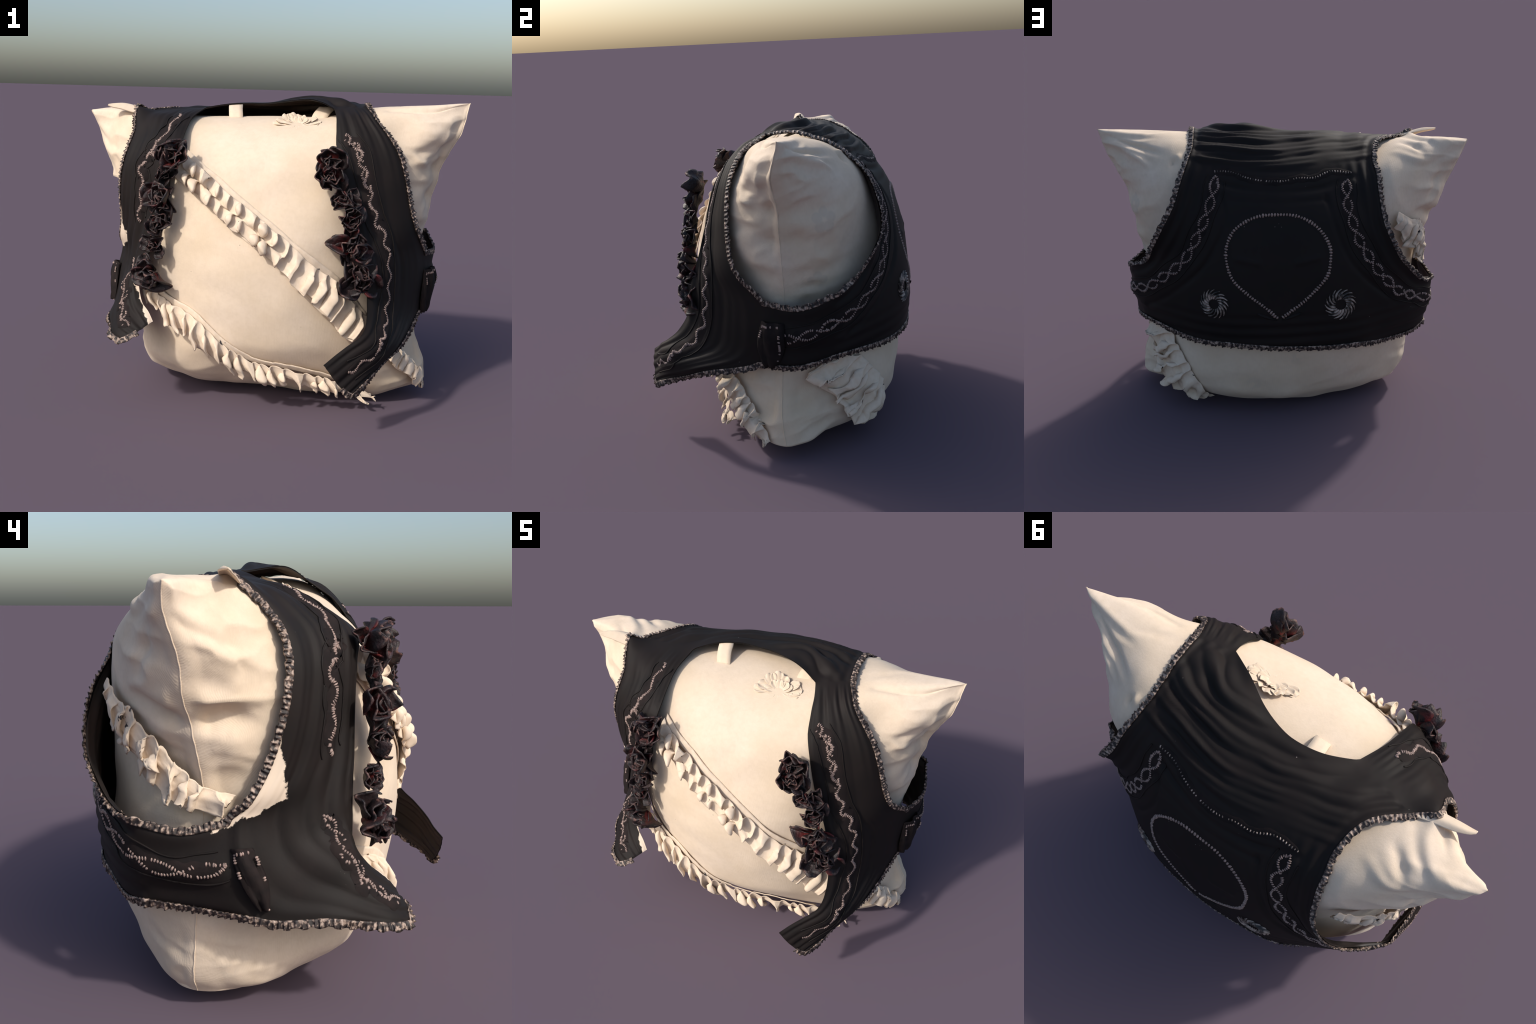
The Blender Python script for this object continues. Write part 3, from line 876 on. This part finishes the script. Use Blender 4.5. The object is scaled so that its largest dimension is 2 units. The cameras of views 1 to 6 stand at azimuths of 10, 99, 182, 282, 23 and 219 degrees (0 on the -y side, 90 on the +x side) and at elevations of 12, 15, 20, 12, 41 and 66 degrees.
# folds of the cloth, by panel
N0 = weld_normals(W)
fold = np.zeros(len(W))
names = np.array([c[0] for c in coord]); S_ = np.array([c[1] for c in coord]); T_ = np.array([c[2] for c in coord])
for n_, seed in (("front_panel", 0.0), ("front_panel.001", 1.7)):
    m = names == n_
    s, t = S_[m], T_[m]
    fade = smooth01(s / .10) * smooth01((1 - s) / .10) * smooth01((1 - t) / .08)
    drift = .06 * np.sin(4.2 * t + seed) + .03 * np.sin(9 * t + 2 * seed)
    def crease(f, d, p):      # rounded folds with sharp valleys
        return np.abs(np.sin(np.pi * f * (s + d * drift) + p))
    h = (.009 * crease(2.6, 1.0, seed) + .012 * crease(5.3, 1.6, 2 * seed) * (.5 + .5 * np.sin(5 * t + seed))
         + .007 * crease(9.7, .7, seed) * (.5 + .5 * np.sin(8 * t + 2 * seed + 4 * s)))
    fold[m] = fade * h * (.55 + .45 * smooth01((t - .25) / .15)) * (.7 + .3 * np.sin(2.5 * t + seed) ** 2)
m = names == "back_panel"
P = W[m]
rise = P[:, 2] - .55 * P[:, 1]          # runs up over the shoulder
w = rise - .30 * P[:, 0] ** 2 + .012 * wobble(P * [1, 3, 3], 4.0, 43)
swag = smooth01((P[:, 2] - 1.355) / .05) * smooth01((T_[m] - .2) / .1) * smooth01((1 - T_[m]) / .06) * smooth01((.50 - np.abs(P[:, 0])) / .10)
ph = 2 * np.pi * w / .095 + .5 * np.sin(4 * P[:, 0] + 1)
fold[m] += swag * (.9 + .9 * wobble(P * [1.5, 1, 1], 5.0, 46)) * (.007 * np.sin(ph + 1.5 * wobble(P * [1, 2, 2], 5.0, 44)) + .010 * (np.abs(np.sin(1.15 * ph + 3 * P[:, 0] + 2 * wobble(P, 6.0, 45))) - .35) + .007 * (np.abs(wobble(P * [.6, 2, 2], 7.0, 41)) - .3))
arm = np.minimum(seg_distance(P, catmull(BACK_LEFT_ARM, 40))[0], seg_distance(P, catmull(BACK_RIGHT_ARM, 40))[0])
fold[m] += (1 - swag) * .005 * np.sin(2 * np.pi * arm / .055) * np.exp(-(arm / .13) ** 2) * smooth01(arm / .02)
low = smooth01((.72 - P[:, 2]) / .15)
fold[m] += .004 * low * np.sin(2 * np.pi * P[:, 2] / .06 + 2 * P[:, 0])
for n_ in ("side_panel", "side_panel.001"):
    m = names == n_
    fold[m] = .006 * np.sin(2 * np.pi * 2.2 * T_[m] + 1.5 * S_[m]) * smooth01(T_[m] / .1) * smooth01((1 - T_[m]) / .1) * np.sin(np.pi * S_[m]) ** .5
GROOVES = [   # piped seams that frame the back
    ([(.30, .50, 1.25), (.281, .555, 1.149), (.318, .586, 1.041), (.429, .593, .875), (.62, .49, .697), (.76, .38, .60)], -.013, .012),
    ([(-.23, .518, 1.247), (-.283, .579, 1.076), (-.373, .598, .888), (-.542, .541, .713), (-.683, .397, .56)], -.013, .012),
    ([(.27, .51, 1.225), (.02, .54, 1.215), (-.235, .518, 1.225)], -.013, .012),
    ([(.36, .45, 1.325), (.2, .49, 1.285), (0, .51, 1.265), (-.2, .49, 1.28), (-.38, .44, 1.33)], -.012, .014),
    ([(.36, .44, 1.385), (.2, .45, 1.375), (0, .46, 1.365), (-.2, .45, 1.372), (-.38, .42, 1.375)], -.008, .012),
    ([(.14, .63, .66), (.02, .65, .63), (-.10, .64, .66)], .006, .012),
    # faint raised flower worked inside the drop
    ([(.02, .645, .70), (.03, .63, .85), (.02, .60, 1.0)], .016, .012),
    ([(.02, .64, .75), (.10, .63, .90), (.15, .60, 1.02)], .016, .014),
    ([(.02, .64, .75), (-.06, .63, .90), (-.11, .60, 1.02)], .016, .014),
    ([(.12, .63, .93), (.22, .62, .95)], .016, .016), ([(-.08, .63, .93), (-.18, .62, .95)], .016, .016),
]
back_mask = (names == "back_panel")
for line, depth, half in GROOVES:
    d, _ = seg_distance(W[back_mask], catmull(line, 30))
    fold[back_mask] += depth * np.exp(-(d / half) ** 2)
fold[fixed] *= .3
W = W + N0 * fold[:, None]
W = relax(W, 1, .3)
W = drape(W, .009)
NORM = weld_normals(W)
THICK = .006

OUTER = BVHTree.FromPolygons([tuple(v) for v in W], [tuple(q) for n_, idx in ids.items()
        for q in np.stack([idx[:-1, :-1], idx[:-1, 1:], idx[1:, 1:], idx[1:, :-1]], -1).reshape(-1, 4).tolist()])

def on_vest(p, lift=0.0):
    co, no, k, _ = OUTER.find_nearest(Vector(p))
    no = np.array(no); co = np.array(co)
    if no @ (co - np.array([.5 * co[0], .11, min(co[2], 1.1)])) < 0: no = -no
    return co + no * lift, no

border_edges = {tuple(sorted(e)) for e in BORDER.tolist()}
for n_, idx in ids.items():
    R, C = idx.shape
    loc = np.full(len(W), -1); used = np.unique(idx); loc[used] = np.arange(len(used))
    k = len(used)
    V = np.vstack([W[used], W[used] - NORM[used] * THICK])
    faces, mats = [], []
    for r in range(R - 1):
        for c in range(C - 1):
            q = [loc[idx[r, c]], loc[idx[r, c + 1]], loc[idx[r + 1, c + 1]], loc[idx[r + 1, c]]]
            if len(set(q)) < 3: continue
            q = list(dict.fromkeys(q))
            if FLIP[n_] < 0: q = q[::-1]
            faces.append(q); mats.append(0)
            faces.append([v + k for v in q[::-1]]); mats.append(1)
    for (a, b) in border_edges:
        if loc[a] >= 0 and loc[b] >= 0:
            faces.append([loc[a], loc[b], loc[b] + k, loc[a] + k]); mats.append(0)
    o = mesh_object(n_.split(".")[0], V, faces, [SATIN, LINING], vest, face_mats=mats)
    o.data.normals_split_custom_set_from_vertices(np.vstack([NORM[used], -NORM[used]]).tolist())

# ------------------------------------------------------- lace on the edges ---
def edge_line(parts):
    """parts: (border ids, ids one step inside)"""
    b = np.concatenate([p[0] for p in parts]); i = np.concatenate([p[1] for p in parts])
    keep = np.r_[True, b[1:] != b[:-1]]
    return b[keep], i[keep]

L, Rr, Bk, SL, SR = (ids[k] for k in ("front_panel", "front_panel.001", "back_panel", "side_panel", "side_panel.001"))
A0 = HEMROWS + LOW
hem_line = edge_line([(L[0, 24:], L[3, 24:]), (L[:HEMROWS, -1], L[:HEMROWS, -4]), (SL[0], SL[3]), (Bk[0], Bk[3]),
                      (SR[0, ::-1], SR[3, ::-1]), (Rr[:HEMROWS + 1, -1][::-1], Rr[:HEMROWS + 1, -4][::-1]), (Rr[0, ::-1][:18], Rr[3, ::-1][:18])])
arm_left = edge_line([(L[A0:, -1][::-1], L[A0:, -4][::-1]), (SL[-1], SL[-4]), (Bk[LOW:, 0], Bk[LOW:, 3])])
arm_right = edge_line([(Rr[A0:, -1][::-1], Rr[A0:, -4][::-1]), (SR[-1], SR[-4]), (Bk[LOW:, -1], Bk[LOW:, -4])])

def lace(line, width, pitch, amp, seed):
    bi, ii = line
    r = np.random.default_rng(seed)
    P = W[bi]; O = unit(P - W[ii]); Nn = NORM[bi]
    d = np.r_[0, np.cumsum(np.linalg.norm(np.diff(P, axis=0), axis=1))]
    n = int(d[-1] / pitch) * 8
    s = np.linspace(0, d[-1], n)
    def at(X): return np.stack([np.interp(s, d, X[:, k]) for k in range(3)], 1)
    def blur(X, m=9):
        w = np.ones(m) / m
        pad = np.vstack([np.repeat(X[:1], m // 2, 0), X, np.repeat(X[-1:], m // 2, 0)])
        return np.stack([np.convolve(pad[:, k], w, 'valid') for k in range(3)], 1)
    P, O, Nn = at(P), unit(blur(at(O), 25)), unit(blur(at(Nn), 25))
    T = unit(np.gradient(P, axis=0))
    O = unit(O - T * (O * T).sum(1)[:, None])
    ph = 2 * np.pi * s / pitch + 1.3 * np.sin(s * 23) + .9 * np.sin(s * 57) + .6 * np.sin(s * 131)
    var = .7 + .5 * np.interp(s, np.linspace(0, d[-1], 60), r.uniform(0, 1, 60))
    rows = 6
    G = np.zeros((rows, n, 3))
    for j in range(rows):
        w = j / (rows - 1)
        h = amp * var * (.25 + .75 * w) * np.sin(ph + .8 * w)
        G[j] = (P + O * ((-.012 + (width + .012) * w * (.88 + .12 * np.sin(ph * .37))))[:, None]
                + Nn * (.004 + h)[:, None] + T * (.9 * amp * w * np.cos(ph))[:, None])
    o = mesh_object("lace_edging", G.reshape(-1, 3), grid_faces(rows, n), LACE, vest)
    solidify(o, .005)

lace(hem_line, .020, .019, .005, 3)
lace(arm_left, .016, .018, .0045, 4)
lace(arm_right, .017, .019, .005, 5)

# --------------------------------------------------------------- embroidery ---
def bead(n_ring=6):
    """Low rounded stitch, unit size."""
    v = [(0, 0, 1)]
    for z, rr in ((.55, .8), (-.1, 1.0)):
        v += [(rr * math.cos(2 * math.pi * k / n_ring), rr * math.sin(2 * math.pi * k / n_ring), z) for k in range(n_ring)]
    f = [(0, 1 + k, 1 + (k + 1) % n_ring) for k in range(n_ring)]
    f += [(1 + k, 1 + n_ring + k, 1 + n_ring + (k + 1) % n_ring, 1 + (k + 1) % n_ring) for k in range(n_ring)]
    return np.array(v), f

BV, BF = bead()

class Stitches:
    def __init__(self): self.v, self.f, self.k = [], [], 0
    def add(self, p, along, n, la, lc, lh):
        a = unit(along - n * (along @ n)); c = np.cross(n, a)
        self.v.append(p + BV[:, :1] * a * la + BV[:, 1:2] * c * lc + BV[:, 2:] * n * lh)
        self.f += [tuple(i + self.k for i in f) for f in BF]; self.k += len(BV)
    def build(self, name, mat):
        o = mesh_object(name, np.vstack(self.v), self.f, mat, vest)
        o["kind"] = "stuff"

def stitch_row(st, path, pitch=.0095, length=.0040, across=.0078, height=.006, skip=.04, seed=1):
    r = np.random.default_rng(seed)
    p = np.array([on_vest(q)[0] for q in even(path, 60 * max(2, len(path) // 4))])
    L_ = np.linalg.norm(np.diff(p, axis=0), axis=1).sum()
    p = even(p, max(3, int(L_ / pitch)))
    t = unit(np.gradient(p, axis=0))
    for q, d in zip(p, t):
        if r.uniform() < skip: continue
        co, n = on_vest(q, .001)
        lean = np.cross(n, d) * r.uniform(-.35, .35)
        st.add(co, d + lean, n, length * r.uniform(.8, 1.2), across * r.uniform(.7, 1.15), height)

def chain(ctrl, waves, amp, strands=(0, 1), n=400):
    """Two strands that cross again and again along a line on the waistcoat."""
    p = curve(ctrl, n)
    p = np.array([on_vest(q)[0] for q in p])
    nn = np.array([on_vest(q)[1] for q in p])
    c = unit(np.cross(nn, np.gradient(p, axis=0)))
    s = np.linspace(0, waves * np.pi, n)
    return [p + c * (amp * np.sin(s + k * np.pi))[:, None] for k in strands]

def ribbon(ctrl, width, name="velvet_band", n=90, cols=7, lift=.0025):
    p = curve(ctrl, n)
    G = np.zeros((cols, n, 3))
    base = [on_vest(q) for q in p]
    q = np.array([b[0] for b in base]); nn = np.array([b[1] for b in base])
    c = unit(np.cross(nn, np.gradient(q, axis=0)))
    wid = width * (.85 + .12 * np.sin(np.arange(n) * .8) + .08 * np.sin(np.arange(n) * .37)) * np.sqrt(np.clip(np.minimum(np.arange(n), np.arange(n)[::-1]) / 5, .1, 1))
    for j in range(cols):
        w = j / (cols - 1) - .5
        for i in range(n):
            G[j, i] = on_vest(q[i] + c[i] * wid[i] * w, lift * (1 - (2 * w) ** 6) + .0004)[0]
    mesh_object(name, G.reshape(-1, 3), grid_faces(cols, n), VELVET, vest)

WAVE_R = [(.385, -.21, 1.427), (.444, -.28, 1.391), (.444, -.31, 1.361), (.486, -.34, 1.30), (.528, -.356, 1.265), (.525, -.367, 1.21),
          (.561, -.362, 1.169), (.569, -.363, 1.129), (.596, -.349, 1.097), (.581, -.364, 1.051), (.59, -.361, 1.02), (.623, -.34, .987),
          (.62, -.343, .945), (.649, -.315, .887), (.633, -.33, .865), (.647, -.313, .813), (.654, -.304, .749), (.645, -.314, .707),
          (.66, -.33, .654), (.66, -.35, .604), (.655, -.38, .528), (.65, -.43, .472), (.61, -.49, .43), (.57, -.54, .40), (.52, -.58, .36), (.47, -.625, .335)]
WAVE_R_MID = [(.42, -.25, 1.41), (.50, -.34, 1.28), (.57, -.36, 1.12), (.61, -.35, .99), (.64, -.32, .87), (.65, -.31, .75), (.655, -.33, .62), (.64, -.42, .48), (.56, -.54, .39), (.48, -.61, .34)]
WAVE_L = [(-.44, -.09, 1.435), (-.469, -.186, 1.393), (-.486, -.244, 1.346), (-.516, -.27, 1.309), (-.545, -.283, 1.282), (-.53, -.303, 1.256),
          (-.575, -.29, 1.232), (-.60, -.28, 1.183), (-.59, -.30, 1.135), (-.61, -.30, 1.09), (-.595, -.315, 1.037), (-.615, -.30, .983), (-.60, -.31, .91)]
WAVE_L_LOW = [(-.64, -.27, .72), (-.63, -.31, .65), (-.66, -.33, .60), (-.64, -.38, .56), (-.665, -.40, .52), (-.63, -.45, .485), (-.625, -.48, .45), (-.58, -.50, .43)]
CHAIN_BACK = {
    1: [(.338, .452, 1.345), (.342, .485, 1.295), (.363, .525, 1.213), (.40, .552, 1.121), (.442, .563, 1.042), (.498, .561, .944), (.565, .534, .867), (.637, .481, .803), (.71, .41, .739), (.79, .33, .70)],
    -1: [(-.343, .462, 1.325), (-.338, .489, 1.283), (-.342, .535, 1.191), (-.363, .559, 1.115), (-.391, .574, 1.037), (-.437, .579, .953), (-.49, .57, .863), (-.553, .537, .781), (-.613, .488, .709), (-.70, .42, .65)]}
CHAIN_SIDE = {1: [(.79, .33, .70), (.85, .24, .655), (.88, .15, .63), (.885, .06, .62)],
              -1: [(-.70, .42, .65), (-.80, .32, .60), (-.86, .19, .565), (-.865, .08, .575), (-.85, .0, .60)]}
TOP_WAVE = [(.339, .43, 1.363), (.258, .433, 1.356), (.166, .463, 1.327), (.075, .479, 1.312), (-.016, .481, 1.311), (-.096, .468, 1.323), (-.175, .462, 1.326), (-.256, .432, 1.352), (-.36, .43, 1.345)]
DROP = [(.03, .653, .645), (.098, .648, .707), (.166, .643, .761), (.244, .631, .838), (.275, .616, .918), (.279, .60, .997), (.248, .582, 1.074), (.19, .571, 1.123), (.11, .564, 1.155), (.02, .564, 1.162),
        (-.07, .566, 1.156), (-.148, .575, 1.124), (-.204, .587, 1.074), (-.243, .601, 1.0), (-.242, .613, .921), (-.224, .625, .853), (-.155, .64, .774), (-.085, .648, .71), (.0, .653, .65)]

for line in (WAVE_R_MID, WAVE_L, WAVE_L_LOW):
    ribbon(line, .085)
for sgn in (1, -1):
    ribbon(CHAIN_BACK[sgn] + CHAIN_SIDE[sgn][1:], .075, n=140)
ribbon(TOP_WAVE, .05)

def piped_seam(ctrl, shift, radius=.0032, n=150):
    """Rolled black cord running beside an embroidered band."""
    p = np.array([on_vest(q)[0] for q in curve(ctrl, n)])
    nn = np.array([on_vest(q)[1] for q in p])
    c = unit(np.cross(nn, np.gradient(p, axis=0)))
    q = np.array([on_vest(a, .001)[0] for a in p + c * (shift * (1 + .12 * np.sin(np.arange(n) * .13)))[:, None]])
    w_ = np.ones(11) / 11
    q = np.stack([np.convolve(np.r_[np.full(5, q[0, k]), q[:, k], np.full(5, q[-1, k])], w_, 'valid') for k in range(3)], 1)
    q = np.array([on_vest(a, .001)[0] for a in q])
    v, f = tube(q, radius * (1 + .15 * np.sin(np.arange(n) * .31)))
    mesh_object("piped_seam", v, f, SATIN, vest)

for k_ in (-.052, .052):
    piped_seam(WAVE_R_MID, k_); piped_seam(WAVE_L, k_)
    for sgn in (1, -1):
        piped_seam(CHAIN_BACK[sgn][:-1] + CHAIN_SIDE[sgn], k_ * .95, n=220)

st = Stitches()
stitch_row(st, chain(WAVE_R_MID, 25, .015, n=900)[0], seed=2, pitch=.0085, across=.0105)
stitch_row(st, chain(WAVE_L, 12, .014, n=600)[0], seed=3, pitch=.0085, across=.0105)
stitch_row(st, chain(WAVE_L_LOW, 7, .014)[0], seed=4, skip=.1, across=.008)
for k_, line in enumerate(chain(WAVE_R_MID[:3], 6.2, .015, n=300)[1:]):
    stitch_row(st, line, seed=20, skip=.35)
for line in chain(WAVE_L_LOW, 7, .014)[1:]:
    stitch_row(st, line, seed=21, skip=.3)
st.build("wave_embroidery", STITCH)

st = Stitches()
for sgn in (1, -1):
    for k_, line in enumerate(chain(CHAIN_BACK[sgn], 9, .023)):
        stitch_row(st, line, seed=30 + k_, pitch=.0105, length=.0042, across=.0085, skip=.05)
    for k_, line in enumerate(chain(CHAIN_SIDE[sgn], 3, .020)):
        stitch_row(st, line, seed=40 + k_, pitch=.0105, length=.0042, across=.0085, skip=.15)
st.build("chain_embroidery", STITCH)

st = Stitches()
stitch_row(st, catmull(TOP_WAVE, 150), pitch=.0135, across=.0075, length=.0035, seed=50)
st.build("neck_embroidery", PEARL)
st = Stitches()
stitch_row(st, catmull(DROP, 260), pitch=.0150, across=.0105, length=.0060, height=.006, skip=.0, seed=51)
st.build("drop_embroidery", STITCH)

def pinwheel(centre, radius, turn, slats=16):
    o = link(bpy.data.objects.new("pinwheel", None), vest); o.empty_display_size = .03
    c0, n0 = on_vest(centre, .0)
    x = unit(np.cross([0, 0, 1.0], n0)); y = np.cross(n0, x)
    for k in range(slats):
        a0 = 2 * math.pi * k / slats
        m = 8
        G = np.zeros((m, 5, 3))
        for i in range(m):
            f = i / (m - 1)
            rr = radius * (.34 + .66 * f); a = a0 + turn * .85 * f ** 1.3
            dirr = np.array([math.cos(a), math.sin(a)]); side = np.array([-dirr[1], dirr[0]])
            wid = radius * .105 * math.sin(math.pi * (.10 + .85 * f)) ** .6
            for j in range(5):
                w = j / 2 - 1
                q = c0 + x * (dirr[0] * rr + side[0] * wid * w) + y * (dirr[1] * rr + side[1] * wid * w)
                co, n = on_vest(q, .0015 + .011 * (1 - w * w) * math.sin(math.pi * (.12 + .8 * f)))
                G[i, j] = co
        mesh_object("satin_slat", G.reshape(-1, 3), grid_faces(m, 5), PEARL, o)

pinwheel((.348, .62, .712), .080, -1)
pinwheel((-.293, .624, .702), .084, -1)

# small leaf pairs below the drop
for sgn in (1, -1):
    G = np.zeros((9, 5, 3))
    for i in range(9):
        f = i / 8
        p = np.array([.02 + sgn * (.012 + .10 * f), .65, .625 + .045 * f])
        for j in range(5):
            w = j / 2 - 1
            G[i, j] = on_vest(p + np.array([0, 0, w * .012 * math.sin(math.pi * f)]), .001 + .007 * (1 - w * w))[0]
    mesh_object("leaf", G.reshape(-1, 3), grid_faces(9, 5), SATIN, vest)

# side tabs: short puffed straps sewn over the side seam
def side_tab(sgn, top, bottom, width, puff):
    n, cols = 26, 9
    p = catmull([top, (np.array(top) * .5 + np.array(bottom) * .5), bottom], n)
    G = np.zeros((n, cols, 3))
    for i in range(n):
        co, nn = on_vest(p[i])
        across = unit(np.cross(nn, [0, 0, 1.0]))
        f = i / (n - 1)
        wid = width * (.75 + .25 * math.sin(math.pi * f)) * (1 - .5 * f ** 3)
        for j in range(cols):
            w = j / (cols - 1) * 2 - 1
            G[i, j] = on_vest(co + across * wid * w / 2, .002 + puff * (1 - w ** 4) * (.35 + .65 * math.sin(math.pi * (.1 + .85 * f))) + .008 * math.sin(6 * w + 4 * f) + .004 * math.sin(13 * w - 5 * f))[0]
    solidify(mesh_object("side_tab", G.reshape(-1, 3), grid_faces(n, cols), VELVET, vest), .006)
    st = Stitches()
    # stitched arch: up one side, over the top, part way down the other
    arch = np.vstack([G[:1:-1, 1], G[2, 1:-1], G[2:n // 2, -2]])
    arch = even(arch, 46)
    for a, b_ in zip(arch[:-1], arch[1:]):
        if rng.random() < .4: continue
        d = b_ - a; nn = on_vest(a)[1]
        st.add(a + nn * .003, np.cross(nn, d), nn, .007, .0042, .005)
    st.build("tab_embroidery", STITCH)

side_tab(1, (.88, .03, .70), (.83, .02, .46), .15, .030)
side_tab(-1, (-.82, -.04, .65), (-.79, -.10, .45), .095, .024)

# ------------------------------------------------------------ fabric flowers ---
PETALS = [petal_mesh("petal", PETAL, .56, .60, .30, .13, 61), petal_mesh("petal", PETAL, .48, 1.0, .10, .16, 62),
          petal_mesh("petal", PETAL, .62, .40, .45, .14, 63), petal_mesh("petal", PETAL, .44, 1.3, -.20, .12, 64)]

def flower(c, size, petals, seed, squash=1.0):
    r = random.Random(seed)
    c = np.array(c, float)
    foot, n = on_cushion(c)
    n = unit(n * .8 + np.array([0, -.5, .05]))
    x = unit(np.cross([0, 0, 1.0], n)); y = np.cross(n, x)
    o = link(bpy.data.objects.new("flower", None), vest); o.empty_display_size = .03
    base = c - n * size * .55
    for k in range(petals):
        ring = k / petals
        a = 2.39996 * k + r.uniform(-.7, .7)
        tilt = .2 + 1.3 * ring + r.uniform(-.25, .25)                      # inner petals stand, outer ones spread
        out = x * math.cos(a) + y * math.sin(a) * squash
        d = unit(out * math.sin(tilt) + n * math.cos(tilt))
        face = unit(n * math.sin(tilt) - out * math.cos(tilt) + x * r.uniform(-.6, .6))
        L_ = size * r.uniform(.75, 1.15) * (.80 + .25 * ring)
        p = link(bpy.data.objects.new("petal", PETALS[r.randrange(4)]), o)
        p.matrix_world = frame_matrix(base + out * size * .16 * ring + n * size * .10 * (1 - ring), d, face, L_ * r.uniform(.8, 1.1), L_, L_ * r.uniform(.7, 1.2))

FLOWERS = [((-.400, -.405, 1.267), .088, 15), ((-.448, -.400, 1.160), .060, 9), ((-.464, -.420, 1.045), .092, 16), ((-.466, -.425, .928), .070, 12),
           ((-.484, -.415, .818), .064, 11), ((-.508, -.430, .688), .088, 15),
           ((.368, -.395, 1.250), .078, 12), ((.352, -.410, 1.185), .080, 12), ((.42, -.417, 1.085), .070, 12), ((.458, -.423, .982), .070, 12),
           ((.472, -.438, .868), .090, 16), ((.530, -.430, .730), .092, 16)]
for k, (c, size, n_) in enumerate(FLOWERS):
    c = np.array(c) + [rng.uniform(-.012, .012), 0, rng.uniform(-.01, .01)]
    flower(c, size * 1.05, n_, 100 + k)
